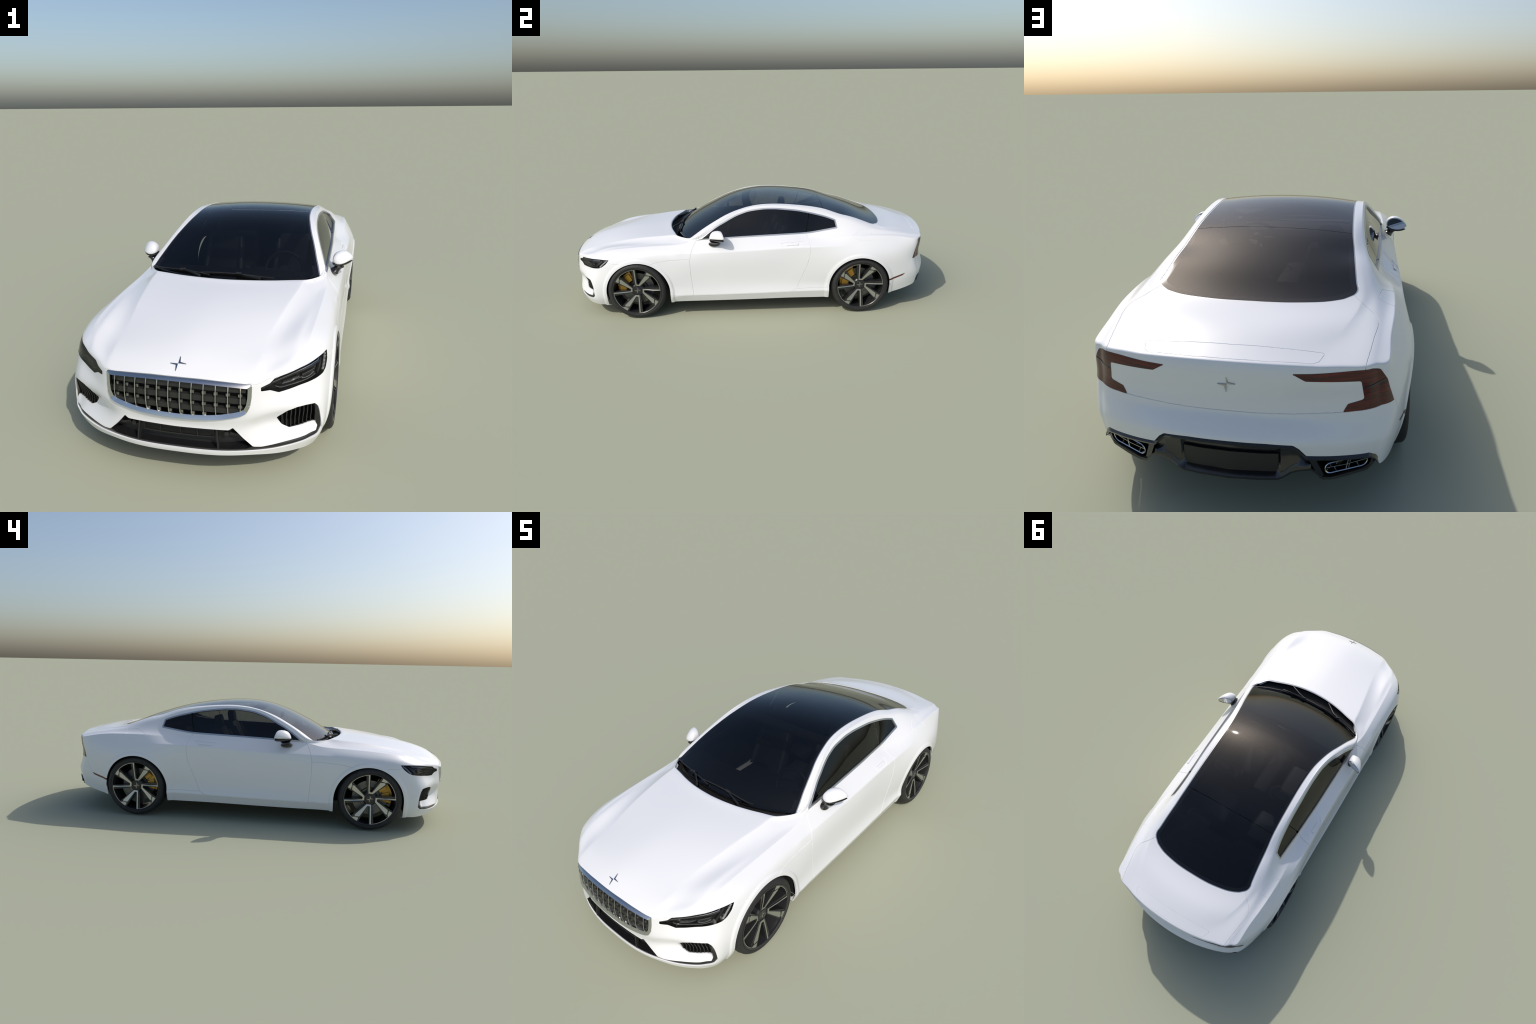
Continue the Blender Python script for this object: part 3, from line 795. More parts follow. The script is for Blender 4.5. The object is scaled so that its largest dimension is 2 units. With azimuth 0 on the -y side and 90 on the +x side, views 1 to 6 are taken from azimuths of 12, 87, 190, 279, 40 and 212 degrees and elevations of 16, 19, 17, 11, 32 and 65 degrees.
TYRE_R, RIM_R = .1555, .1285
tyre_prof = [(.122, -.100), (.128, -.104), (.138, -.107), (.147, -.105), (.1525, -.099), (.1550, -.088), (.1555, -.070), (.1555, -.040),
             (.1550, -.021), (.1528, -.010), (.1480, -.0035), (.1400, .0005), (.1345, .0010), (.1300, -.0010), (.1275, -.005), (.122, -.010)]
groove_prof = []
for r, x in tyre_prof: groove_prof.append((r, x))
rim_prof = [(.1275, -.004), (.1300, -.0015), (.1295, .0005), (.1260, .0008), (.1235, -.0015), (.1215, -.010), (.1195, -.030), (.1160, -.060), (.1130, -.085), (.1180, -.098), (.122, -.100)]

def tyre_mesh():
    V, F = revolve(tyre_prof, seg=96)
    parts = [(V, F)]
    # circumferential tread ribs
    for x in (-.030, -.048, -.066, -.082):
        rv, rf = revolve([(.1550, x-.0065), (.1566, x-.0055), (.1566, x+.0055), (.1550, x+.0065)], seg=96); parts.append((rv, rf))
    me = mesh('tyre', *join(parts)); fix_normals(me); auto_smooth(me, 40); return me

def arc(r, a0, a1, n=12): return [pol(r, a) for a in np.linspace(a0, a1, n)]

def spoke_mesh():
    """One V-shaped arm: slim leg, broad leg, corner facet and polished rim arc (dark flanks, machined face)."""
    faces = []
    thin = [pol(.1250, -3.9), pol(.1250, -0.9), pol(.080, -1.6), pol(.0370, -3.0), pol(.0345, 7.), pol(.0355, 17.), pol(.0295, 29.), pol(.0270, 8.), pol(.0285, -14.), pol(.050, -9.), pol(.080, -5.6)]
    broad = [pol(.0355, 17.), pol(.0990, 29.2), pol(.1100, 39.6), pol(.1040, 42.6), pol(.0295, 29.)]
    facet = [pol(.1060, 29.6), pol(.1250, 29.4)]+arc(.1250, 31, 44, 6)+[pol(.1140, 40.6)]
    rim_arc = arc(.1250, 44, 86.1, 14)+arc(.1215, 86.1, 43, 14)
    x1 = -.0015
    V = []; F = []; MI = []
    def add(poly, xa, xb, top):
        nonlocal V, F, MI
        v, f = prism_x(poly, xa, xb); o = len(V); V += v; F += [tuple(i+o for i in q) for q in f]
        MI += [0, top]+[0]*(len(f)-2)
    for p, d in ((thin, .030), (broad, .030), (facet, .030), (rim_arc, .014)):
        # dark flank then a machined plate set 0.3 mm proud
        c = np.mean(p, 0)
        add(p, x1-d, x1, 1)
    # dark carriers under the machined plates
    add([pol(.1240, -9.5), pol(.1240, 0.5), pol(.070, 2.), pol(.038, 4.), pol(.030, 32.), pol(.026, 8.), pol(.029, -24.), pol(.055, -17.), pol(.090, -11.5)], x1-.042, x1-.0026, 0)
    add([pol(.034, 12.), pol(.090, 24.2), pol(.1238, 26.2)]+arc(.1238, 31, 46.5, 6)+[pol(.1030, 46.2), pol(.055, 42.), pol(.029, 38.)], x1-.044, x1-.0028, 0)
    # the arms dish inwards towards the hub
    V = [(x-.017*(1-min(1, math.hypot(y, z)/.122))**1.15*1.35, y, z) for x, y, z in V]
    me = mesh('spoke', V, F, False); fix_normals(me)
    me.materials.append(M['rim']); me.materials.append(M['polish'])
    for p, i in zip(me.polygons, MI): p.material_index = i
    return me

def emblem_geo(size, thick):
    """Four-pointed star of two mirrored chevrons, in the local (u, v) plane with thickness along w."""
    V = []; F = []
    arm = [(.02, .02), (.01, 1.0), (.065, 1.0), (.235, .215), (1.0, .065), (1.0, .01)]
    star = [arm, [(-u, -v) for u, v in arm]]
    for poly in star:
        o = len(V); n = len(poly)
        V += [(u*size, v*size, 0) for u, v in poly]+[(u*size*.97, v*size*.97, thick) for u, v in poly]
        F += [tuple(o+i for i in range(n-1, -1, -1)), tuple(o+n+i for i in range(n))]
        F += [(o+i, o+(i+1) % n, o+n+(i+1) % n, o+n+i) for i in range(n)]
    return V, F

def caliper_mesh():
    V = []; F = []
    seg = []
    # curved block hugging the disc, with two raised piston bosses
    def block(r0, r1, a0, a1, x0, x1, n=10):
        v = []; f = []
        for a in np.linspace(a0, a1, n):
            for r, x in ((r0, x0), (r1, x0), (r1, x1), (r0, x1)):
                y, z = pol(r, a); v.append((x, y, z))
        for i in range(n-1):
            for k in range(4): f.append((i*4+k, i*4+(k+1) % 4, i*4+4+(k+1) % 4, i*4+4+k))
        f += [(3, 2, 1, 0), tuple((n-1)*4+k for k in range(4))]
        return v, f
    parts = [block(.066, .106, -104, -22, -.074, -.046, 14), block(.058, .096, -100, -68, -.050, -.036), block(.058, .096, -58, -26, -.050, -.036),
             block(.100, .110, -80, -46, -.074, -.042, 6)]
    me = mesh('brake_caliper', *join(parts)); bevelled(me, .0025, 2); return me

def disc_mesh():
    v, f = revolve([(.036, -.062), (.036, -.048), (.050, -.046), (.053, -.054), (.086, -.054), (.0865, -.055), (.0865, -.064), (.086, -.065), (.036, -.065)], seg=72)
    return v, f

def dots_mesh():  # small dark dots laid on the uncut disc in place of drilled holes
    parts = []
    for k in range(12):
        for j, r in enumerate((.061, .070, .079)):
            y, z = pol(r, k*30+j*9); v = []; n = 8
            c = [(y+.0016*math.cos(2*math.pi*i/n), z+.0016*math.sin(2*math.pi*i/n)) for i in range(n)]
            parts.append(prism_x(c, -.0545, -.0538))
    return join(parts)

TY, SP, CA = tyre_mesh(), spoke_mesh(), caliper_mesh()
TY.materials.append(M['tyre']); CA.materials.append(M['gold'])
RI = mesh('wheel', *revolve(rim_prof, seg=96)); fix_normals(RI); auto_smooth(RI, 30); RI.materials.append(M['rim'])
HB = mesh('hub', *revolve([(0, -.0045), (.019, -.0045), (.0195, -.0050), (.0195, -.007), (.021, -.007), (.022, -.0055), (.0275, -.0060), (.0335, -.011), (.0345, -.030), (.0345, -.050)], seg=48))
fix_normals(HB); auto_smooth(HB, 30); HB.materials.append(M['rim'])
DI = mesh('brake_disc', *disc_mesh()); fix_normals(DI); auto_smooth(DI, 30); DI.materials.append(M['disc'])
HO = mesh('disc_dot', *dots_mesh(), False); fix_normals(HO); HO.materials.append(M['matte'])
ev, ef = emblem_geo(.0165, .0012)
EM = mesh('hub_emblem', [(w-.0044, u, v) for u, v, w in ev], ef, False); fix_normals(EM); EM.materials.append(M['polish'])
BA = mesh('brake_backing', *revolve([(.0, -.080), (.080, -.080), (.080, -.082)], seg=40)); BA.materials.append(M['matte'])
LN = []
for k in range(5):
    y, z = pol(.0265, 72*k+20); n = 8
    LN.append(prism_x([(y+.0030*math.cos(2*math.pi*i/n), z+.0030*math.sin(2*math.pi*i/n)) for i in range(n)], -.02, -.0068))
LNm = mesh('wheel_bolt', *join(LN)); fix_normals(LNm); auto_smooth(LNm); LNm.materials.append(M['matte'])

FACE_X = .4145
for sx, y, rot in ((1, FRONT_AXLE, -.5), (1, REAR_AXLE, -1.), (-1, FRONT_AXLE, -1.5), (-1, REAR_AXLE, -1.)):
    base = Matrix.Translation((sx*FACE_X, y, AXLE_Z)) @ (Matrix.Identity(4) if sx > 0 else Matrix.Rotation(math.pi, 4, 'Z'))
    if y > 0: base = Matrix.Translation((-sx*.001, 0, 0)) @ base
    w = bpy.data.objects.new('wheel', RI); COL.objects.link(w); w.parent = CAR; w.matrix_local = base
    def kid(name, me, m=Matrix.Identity(4)):
        o = bpy.data.objects.new(name, me); COL.objects.link(o); o.parent = w; o.matrix_local = m; return o
    turn = Matrix.Rotation(-math.radians(rot), 4, 'X')
    hubin = Matrix.Translation((-.0155, 0, 0))
    kid('tyre', TY); kid('hub', HB, hubin); kid('wheel_bolt', LNm, hubin @ turn); kid('hub_emblem', EM, hubin)
    for k in range(4): kid('spoke', SP, Matrix.Rotation(-math.radians(rot+90*k), 4, 'X'))
    kid('brake_disc', DI); kid('disc_dot', HO); kid('brake_backing', BA)
    c = kid('brake_caliper', CA)
    if sx < 0: c.matrix_local = Matrix.Scale(-1, 4, (0, 1, 0))

# wheel wells and underbody
def well(cy, cz, r, name='wheel_well'):
    prof = [pol(r, a) for a in np.linspace(-90, 90, 25)]
    prof = [(-r, -(cz-.088))]+prof+[(r, -(cz-.088))]
    V = []; F = []; n = len(prof)
    for x in (.4005, .200):
        V += [(x if cz+p[1] > .125 else min(x, .355), cy+p[0], cz+p[1]) for p in prof]
    F = [(i, i+1, n+i+1, n+i) for i in range(n-1)]+[tuple(n+i for i in range(n))]
    me = mesh(name, V, F); auto_smooth(me, 40); return me
pair('wheel_well', well(-.6145, .145, .1715), ['matte'])
pair('wheel_well', well(.5775, .1515, .1695), ['matte'])
plates = [box((0, -.02, .098), (.40, 1.76, .012)), box((.295, -.02, .098), (.185, .83, .012)), box((-.295, -.02, .098), (.185, .83, .012)),
          box((0, -.850, .098), (.54, .13, .012)), box((0, .815, .150), (.60, .12, .012)), box((0, -.80, .15), (.40, .02, .10)), box((0, .76, .16), (.60, .02, .07))]
solid('underbody', join(plates), ['under'])

# =====================================================================
# 7. NOSE: grille, headlights, intake, vents, emblem
# =====================================================================
def frame_tilt(V):
    """Upper and lower rails lean back so that they face the sky."""
    g = grille(V); t = np.clip(-g/.0105, 0, 1); up = grille(V+[0, 0, 1e-4])-g
    return .0020+.0075*(t-.5)*np.clip(up*1e4, -1, 1)
panel('grille_frame', ['grille_hole'], ['chrome'], shape=frame_tilt, spans=True, lips=[(('grille_insert',), .026, None), (('front_bumper', 'hood'), .02, None)])
gf = bpy.data.objects['grille_frame']
panel('grille_backing', ['grille_insert'], ['matte'], off=-.024, spans=True, parent=gf)
def grille_pt(x, z, off):
    P, Nn = surf_at(XZ, ['grille_hole', 'grille_insert', 'front_bumper'], [(abs(x), z)], off)
    p = P[0]*[1 if x >= 0 else -1, 1, 1]; n = Nn[0]*[1 if x >= 0 else -1, 1, 1]
    return p, n
def z_top(x): return np.interp(abs(x), [0, .075, .145, .205], [.3195, .3185, .314, .3075])-.008
def z_bot(x): return np.interp(abs(x), [0, .06, .12, .165, .185, .1975], [.2005, .202, .2065, .215, .2205, .227])+.008
# dark horizontal slats
for zc, h in ((.2985, .021), (.2660, .021), (.2335, .021)):
    PP = []; NN = []
    for x in np.linspace(-.196, .196, 41):
        zz = zc-.010*(abs(x)/.2)**2
        p, n = grille_pt(x, zz, -.012); PP.append(p); NN.append(n)
    v, f = beam(PP, NN, h, .007)
    solid('grille_slat', (v, f), ['slat'], parent=gf)
# bright upright bars with small clips at the gaps
for i in range(12):
    x = (i-5.5)*.033; zt, zb = z_top(x), z_bot(x); PP = []; NN = []
    for t in np.linspace(0, 1, 9):
        p, n = grille_pt(x, zt+(zb-zt)*t, -.004+.0035*math.sin(math.pi*t)); PP.append(p); NN.append(n)
    v, f = beam(PP, NN, .0034, .005)
    bar = solid('grille_bar', (v, f), ['chrome'], parent=gf)
    clips = []
    for zc in (.2825, .2500, .2175):
        zz = zc-.010*(abs(x)/.2)**2
        if not (zb+.002 < zz < zt-.002): continue
        for sx in (-1, 1):
            p, n = grille_pt(x+sx*.0033, zz, -.008)
            clips.append(box(p, (.0036, .006, .0085)))
    if clips:
        o = solid('grille_clip', join(clips), ['clip'], parent=gf); o['kind'] = 'stuff'

# headlights: cover lens, dark bowl, light bars
hl = panel('headlight', ['headlight'], ['lens'], off=-.0006)
for o, p in zip(panel('headlight_bowl', ['headlight'], ['bowl'], off=-.014, lips=[(('hood', 'front_bumper', 'fender'), -.0134, None)]), hl): o.parent = p
def lamp_bar(name, pts, w, h, off, m, taper=None):
    path = catmull(pts, 8)
    P, Nn = surf_at(lamp_coord, ['headlight', 'front_bumper', 'hood'], path, off)
    v, f = beam(P, Nn, w, h, taper=taper)
    me = mesh(name, v, f); fix_normals(me); auto_smooth(me, 40)
    pair(name, me, [m], parent=hl)
lamp_bar('headlight_bar', [(.006, .2870), (.036, .2955), (.088, .3045), (.132, .3135), (.174, .3190), (.205, .3215)], .0082, .004, -.010, 'lampbar')
lamp_bar('headlight_edge', [(.037, .2992), (.088, .3088), (.1327, .3175), (.174, .3230), (.195, .3243), (.2035, .3280)], .0016, .0030, -.0060, 'lampedge')
lamp_bar('headlight_edge', [(.046, .3082), (.072, .3142), (.106, .3188)], .0018, .0030, -.0050, 'lampedge')
lamp_bar('headlight_projector', [(.070, .2915), (.090, .2930), (.112, .2965)], .0080, .005, -.011, 'lampbar')
lamp_bar('headlight_edge', [(.066, .2885), (.084, .2888), (.1016, .2905), (.1180, .2990)], .0018, .0030, -.0060, 'lampedge')
lamp_bar('headlight_projector', [(.130, .2965), (.150, .2995), (.168, .3035)], .0080, .005, -.011, 'lampbar')
lamp_bar('headlight_edge', [(.1255, .2955), (.130, .2905), (.1504, .2925), (.1700, .3000)], .0024, .0030, -.0060, 'lampedge')
lamp_bar('headlight_edge', [(.1280, .3005), (.155, .3058), (.1720, .3080)], .0010, .0030, -.0060, 'lampedge')
lamp_bar('headlight_edge', [(.0445, .2875), (.0601, .2795), (.085, .2795), (.1158, .2810), (.1533, .2870), (.1743, .2932)], .0015, .0030, -.0055, 'lampedge')
lamp_bar('headlight_upright', [(.1860, .2910), (.2000, .3060), (.2160, .3230)], .0090, .004, -.010, 'lampbar')
for k in range(13):                     # ribbed light guide at the outer end
    t = k/12; a = np.array((.2075, .2935))*(1-t)+np.array((.2385, .3272))*t; b = np.array((.2135, .2905))*(1-t)+np.array((.2440, .3255))*t
    lamp_bar('headlight_rib', [tuple(a), tuple(b)], .0024, .0025, -.0045, 'lampwhite')

# lower intake
panel('intake_liner', ['intake'], ['plastic'], off=-.034, spans=True, lips=[(('front_bumper',), -.029, None)])
panel('lower_trim', ['black_hole'], ['gloss'], off=-.004, spans=True, lips=[(('intake', 'vent'), .03, None)])
panel('vent_liner', ['vent'], ['matte'], off=-.030, lips=[(('front_bumper',), -.025, None)])
def nose_pt(s, z, off, names=('intake', 'black_hole', 'vent', 'front_bumper')):
    P, Nn = surf_at(nose_coord, names, [(abs(s), z)], off); q = [1 if s >= 0 else -1, 1, 1]
    return P[0]*q, Nn[0]*q
def nose_bar(name, pts, w, h, off, m):
    a = [nose_pt(s, z, off) for s, z in pts]
    return solid(name, beam([p for p, _ in a], [n for _, n in a], w, h), [m])
for sx in (-1, 1):
    nose_bar('intake_strut', [(sx*.112, .168), (sx*.112, .150), (sx*.112, .130), (sx*.112, .110)], .0055, .008, -.010, 'plastic')
for z in (.158, .140):
    nose_bar('intake_bar', [(s, z) for s in np.linspace(-.100, .100, 15)], .0035, .005, -.020, 'plastic')
for s in (-.100, -.050, 0.0, .050, .100):
    nose_bar('intake_bar', [(s, .158), (s, .149), (s, .140)], .0030, .005, -.020, 'plastic')
for sx in (-1, 1):                      # parking sensor barrels
    p, n = nose_pt(sx*.138, .150, -.026)
    bm = bmesh.new(); bmesh.ops.create_cone(bm, cap_ends=True, segments=24, radius1=.0075, radius2=.0068, depth=.022,
        matrix=Matrix.Translation(p) @ Vector(n).to_track_quat('Z', 'Y').to_matrix().to_4x4())
    me = bpy.data.meshes.new('intake_sensor'); bm.to_mesh(me); bm.free(); auto_smooth(me); link('intake_sensor', me, CAR, ['plastic'])
    a, b = nose_pt(sx*.150, .152, -.022), nose_pt(sx*.195, .142, -.022)
    solid('intake_rod', beam([a[0], .5*(a[0]+b[0]), b[0]], [a[1], a[1], b[1]], .010, .006), ['plastic'])
# corner vents with upright fins
def v_top(s): return np.interp(s, [.305, .335, .370, .402, .436, .45], [.188, .211, .2185, .2195, .2165, .206])
def v_bot(s): return np.interp(s, [.305, .324, .349, .400, .4415, .45], [.188, .163, .1515, .1525, .1545, .1545])
for k in range(9):
    s0 = .322+.0145*k; pts = []
    zt, zb = v_top(s0)-.001, v_bot(s0+.004)+.001
    for t in np.linspace(0, 1, 8): pts.append((s0+.004*t+.002*math.sin(math.pi*t), zt+(zb-zt)*t))
    a = [nose_pt(s, z, -.012) for s, z in pts]
    me = mesh('vent_fin', *beam([p for p, _ in a], [n for _, n in a], .0036, .010)); fix_normals(me); auto_smooth(me, 40)
    pair('vent_fin', me, ['plastic'])

def emblem_on(name, origin, right, up, size, m):
    r = Vector(right).normalized(); u = Vector(up); n = r.cross(u).normalized(); u = n.cross(r)
    v, f = emblem_geo(size, .0018)
    me = mesh(name, [tuple(Vector(origin)+r*a+u*b+n*c) for a, b, c in v], f, False); fix_normals(me)
    return link(name, me, CAR, [m])
P, Nn = surf_at(XY, ['hood'], [(0.0, -.952)], .0004)
n = Vector(Nn[0]); n.x = 0; n.normalize(); up = Vector((1, 0, 0)).cross(n)*-1
if up.z < 0: up = -up
emblem_on('emblem', (0, P[0][1], P[0][2]), (1, 0, 0), up, .0235, 'emblem')

# =====================================================================
# 8. TAIL: lamps, diffuser, exhausts, emblem
# =====================================================================
tl = panel('taillight', ['taillight'], ['tail'], off=.0006)
tp, tn = surf_at(tail_coord, ['taillight', 'quarter', 'rear_bumper', 'trunk_lid'], [(.320+.056*t, .3475+.0095*t*t+.002*t) for t in np.linspace(0, 1, 8)], .0006)
me = mesh('taillight_bar', *beam(tp, tn, .0050, .0012)); fix_normals(me); auto_smooth(me)
pair('taillight_bar', me, ['lampbar'], parent=tl)
P, Nn = surf_at(XZ, ['trunk_lid'], [(0.0, .360)], .0006)
emblem_on('emblem', (0, P[0][1], P[0][2]), (-1, 0, 0), (0, 0, 1), .0200, 'emblem')

# diffuser: lip under the bumper, plate recess, stepped lower edge, boxes round the exhausts
def y_edge(x): return float(np.interp(abs(x), [0, .072, .14, .203, .258, .31, .335, .357, .375], [.999, .996, .987, .973, .957, .934, .915, .891, .86]))
def z_upper(x):
    x = abs(x); s = x+.5*(.97-y_edge(x))
    return float(np.interp(s, diff_line[:, 0], diff_line[:, 1]))
def z_lower(x):
    return float(np.interp(abs(x), [0, .110, .122, .140, .152, .185, .198, .208, .218, .308, .322, .331, .36], [.1235, .1255, .131, .144, .148, .150, .138, .124, .120, .133, .143, .1585, .165]))
xs = np.concatenate([np.linspace(0, .105, 8), np.linspace(.110, .155, 8), np.linspace(.16, .20, 6), np.linspace(.21, .30, 6), np.linspace(.305, .3315, 7)])
xs = np.concatenate([-xs[::-1][:-1], xs]); V = []; F = []
for x in xs:
    ye, zu, zl = y_edge(x), z_upper(x), z_lower(x); ax = abs(x)
    boxy = smoothstep((ax-.185)/.018)*(1-smoothstep((ax-.322)/.012))
    plate = 1-smoothstep((ax-.108)/.006)
    ins = .020+.010*plate+.055*boxy
    zs = zu-.014-.008*boxy
    V += [(x, ye-.009, zu+.002), (x, ye+.000, zu-.008), (x, ye-.002, zu-.013), (x, ye-ins*.6, zs-.003), (x, ye-ins, zs-.007),
          (x, ye-ins-.004, .5*(zs+zl)), (x, ye-ins+.004, zl+.014), (x, ye-.012-.002*boxy, zl+.006), (x, ye-.013, zl), (x, ye-.030, zl-.003), (x, ye-.19, zl-.002)]
k = 11
for i in range(len(xs)-1):
    for j in range(k-1): F.append((i*k+j, i*k+j+1, (i+1)*k+j+1, (i+1)*k+j))
me = mesh('diffuser', V, F); fix_normals(me); auto_smooth(me, 38)
diff = link('diffuser', me, CAR, ['gloss'])
# number plate recess panel
V = []; F = []
for x in np.linspace(-.111, .111, 13):
    for z in (.139, .150, .175, .186): V.append((x, y_edge(x)-.0255, z))
for i in range(12):
    for j in range(3): F.append((i*4+j, i*4+j+1, i*4+5+j, i*4+4+j))
pm = mesh('plate_panel', V, F); fix_normals(pm); bm = bmesh.new(); bm.from_mesh(pm); r = bmesh.ops.solidify(bm, geom=bm.faces[:], thickness=.004); bm.to_mesh(pm); bm.free(); auto_smooth(pm, 30)
link('plate_panel', pm, diff, ['plastic'])
# frame round each exhaust, red reflector, chrome tip with vanes
def box_frame():
    outer = fillet([(.176, .1945, .006), (.300, .1865, .014), (.326, .1700, .014), (.322, .148, .012), (.306, .1335, .02), (.222, .1195, .012), (.205, .1235, .01)], n=5)
    inner = fillet([(.196, .1785, .004), (.300, .1755, .010), (.3180, .1640, .008), (.314, .149, .010), (.302, .1405, .012), (.225, .1285, .010), (.213, .1315, .006)], n=5)
    n = len(outer); V = []; F = []
    def y_at(x): return y_edge(x)-.007
    for ring, dy in ((outer, -.03), (outer, -.002), (outer*[.995, 1], .001), (inner, .000), (inner*[1, 1], -.005), (inner, -.05)):
        for p in ring: V.append((p[0], y_at(p[0])+dy-.010*(.19-p[1])/.06, p[1]))
    for r in range(5):
        for i in range(n): F.append((r*n+i, r*n+(i+1) % n, (r+1)*n+(i+1) % n, (r+1)*n+i))
    return V, F
me = mesh('exhaust_surround', *box_frame()); fix_normals(me); auto_smooth(me, 35)
ex = pair('exhaust_surround', me, ['gloss'])
me = mesh('exhaust_backing', *prism_x([(.880, .128), (.884, .128), (.884, .185), (.880, .185)], .205, .318)); fix_normals(me)  # added thin dark plate behind the surround so the opening looks deep
pair('exhaust_backing', me, ['matte'], parent=ex)
pts = [(x, y_edge(x)-.0075, np.interp(x, [.185, .305], [.1855, .1805])) for x in np.linspace(.188, .300, 10)]
me = mesh('red_reflector', *beam(pts, [Vector((.25, .95, .1)).normalized()]*10, .0055, .003)); fix_normals(me); auto_smooth(me)
pair('red_reflector', me, ['marker'], parent=ex)
def stadium(hw, hh, n=12):
    out = []
    for a in np.linspace(-90, 90, n): out.append((hw-hh+hh*math.cos(math.radians(a)), hh*math.sin(math.radians(a))))
    for a in np.linspace(90, 270, n): out.append((-(hw-hh)+hh*math.cos(math.radians(a)), hh*math.sin(math.radians(a))))
    return np.array(out)
def tip_geo():
    parts = []; tilt = .115; cx, cz = .2620, .1530
    def place(u, v, dy): return (cx+u, y_edge(cx+u)-.020+dy, cz+v+tilt*u)
    o, i = stadium(.0490, .0150), stadium(.0455, .0118); n = len(o); V = []; F = []
    for ring, dy in ((o, -.045), (o, .002), (.5*(o+i), .0035), (i, .002), (i, -.045)):
        V += [place(u, v, dy) for u, v in ring]
    for r in range(4):
        for k in range(n): F.append((r*n+k, r*n+(k+1) % n, (r+1)*n+(k+1) % n, (r+1)*n+k))
    parts.append((V, F))
    def bar(u0, v0, u1, v1, w, dy=-.004):
        P = [place(u0+(u1-u0)*t, v0+(v1-v0)*t, dy) for t in np.linspace(0, 1, 6)]
        parts.append(beam(P, [(.25, .96, 0)]*6, w, .004))
    bar(-.044, .001, .044, .001, .0016); bar(-.002, -.012, .003, .012, .0022); bar(.004, -.012, .008, .012, .0016, -.008)
    bar(-.028, -.012, -.018, .012, .002, -.016); bar(.022, -.012, .028, .012, .002, -.016); bar(-.040, -.008, -.036, .009, .0016, -.012)
    return join(parts)
me = mesh('exhaust_tip', *tip_geo()); fix_normals(me); auto_smooth(me, 40)
pair('exhaust_tip', me, ['chrome'], parent=ex)

# =====================================================================
# 9. DOOR MIRRORS AND WIPERS
# =====================================================================
def mirror_loft(rings, cap0=True, cap1=True):
    n = len(rings[0]); V = [p for r in rings for p in r]; F = []
    for i in range(len(rings)-1):
        for k in range(n): F.append((i*n+k, i*n+(k+1) % n, (i+1)*n+(k+1) % n, (i+1)*n+k))
    if cap0: F.append(tuple(range(n-1, -1, -1)))
    if cap1: F.append(tuple((len(rings)-1)*n+k for k in range(n)))
    return V, F
def mirror_section(cx, y, cz, hw, hu, hd, skew=0., n=28):
    """Rounded section in the xz plane: flatter base, domed top, drawn out to a point on the outside."""
    out = []
    for k in range(n):
        a = 2*math.pi*k/n; c, s = math.cos(a), math.sin(a)
        e = .80
        u = math.copysign(abs(c)**e, c)*hw; v = math.copysign(abs(s)**e, s)*(hu if s > 0 else hd)
        if c > 0: v *= (1-.55*c**1.4)
        else: v *= (1-.12*c*c)
        out.append((cx+u, y+skew*u, cz+v))
    return out
SK = .38
secs = [(.391, -.226, .440, .008, .005, .003), (.391, -.222, .442, .018, .011, .008), (.393, -.214, .444, .026, .020, .0105), (.396, -.203, .445, .032, .0275, .0115),
        (.399, -.190, .4455, .036, .0320, .0118), (.401, -.176, .4455, .0385, .0335, .0118), (.402, -.166, .4455, .0390, .0320, .0118), (.402, -.1635, .4455, .0375, .0305, .0112)]
rings = [mirror_section(cx, y, cz, hw, hu, hd, SK*smoothstep((y+.23)/.03)) for cx, y, cz, hw, hu, hd in secs]
me = mesh('mirror_cap', *mirror_loft(rings)); fix_normals(me); auto_smooth(me, 45)
mi = pair('mirror_cap', me, ['paint'])
low = []
for cx, y, cz, hw, hu, hd in secs[1:]:
    ring = mirror_section(cx-.002, y+.001, .4345, hw*.97, .0022, .0135*min(1, hw/.034), SK*smoothstep((y+.23)/.03)); low.append(ring)
me = mesh('mirror_base', *mirror_loft(low)); fix_normals(me); auto_smooth(me, 45)
pair('mirror_base', me, ['gloss'], parent=mi)
gl = mirror_section(.402, -.1625, .4445, .0350, .0270, .0165, SK)
me = mesh('mirror_glass', gl+[(p[0], p[1]+.0008, p[2]) for p in gl], [tuple(range(28, 56))]+[(k, (k+1) % 28, 28+(k+1) % 28, 28+k) for k in range(28)]); fix_normals(me); auto_smooth(me)
pair('mirror_glass', me, ['mirror'], parent=mi)
stem = []
for t in np.linspace(0, 1, 7):
    c = np.array((.372, -.203, .402))*(1-t)+np.array((.393, -.196, .428))*t; rx = .015+.006*(2*t-1)**2; ry = .022+.008*(2*t-1)**2
    stem.append([(c[0]+.7*rx*math.cos(a), c[1]+ry*math.sin(a), c[2]-.5*rx*math.cos(a)) for a in np.linspace(0, 2*math.pi, 18, endpoint=False)])
me = mesh('mirror_stem', *mirror_loft(stem)); fix_normals(me); auto_smooth(me, 50)
pair('mirror_stem', me, ['gloss'], parent=mi)

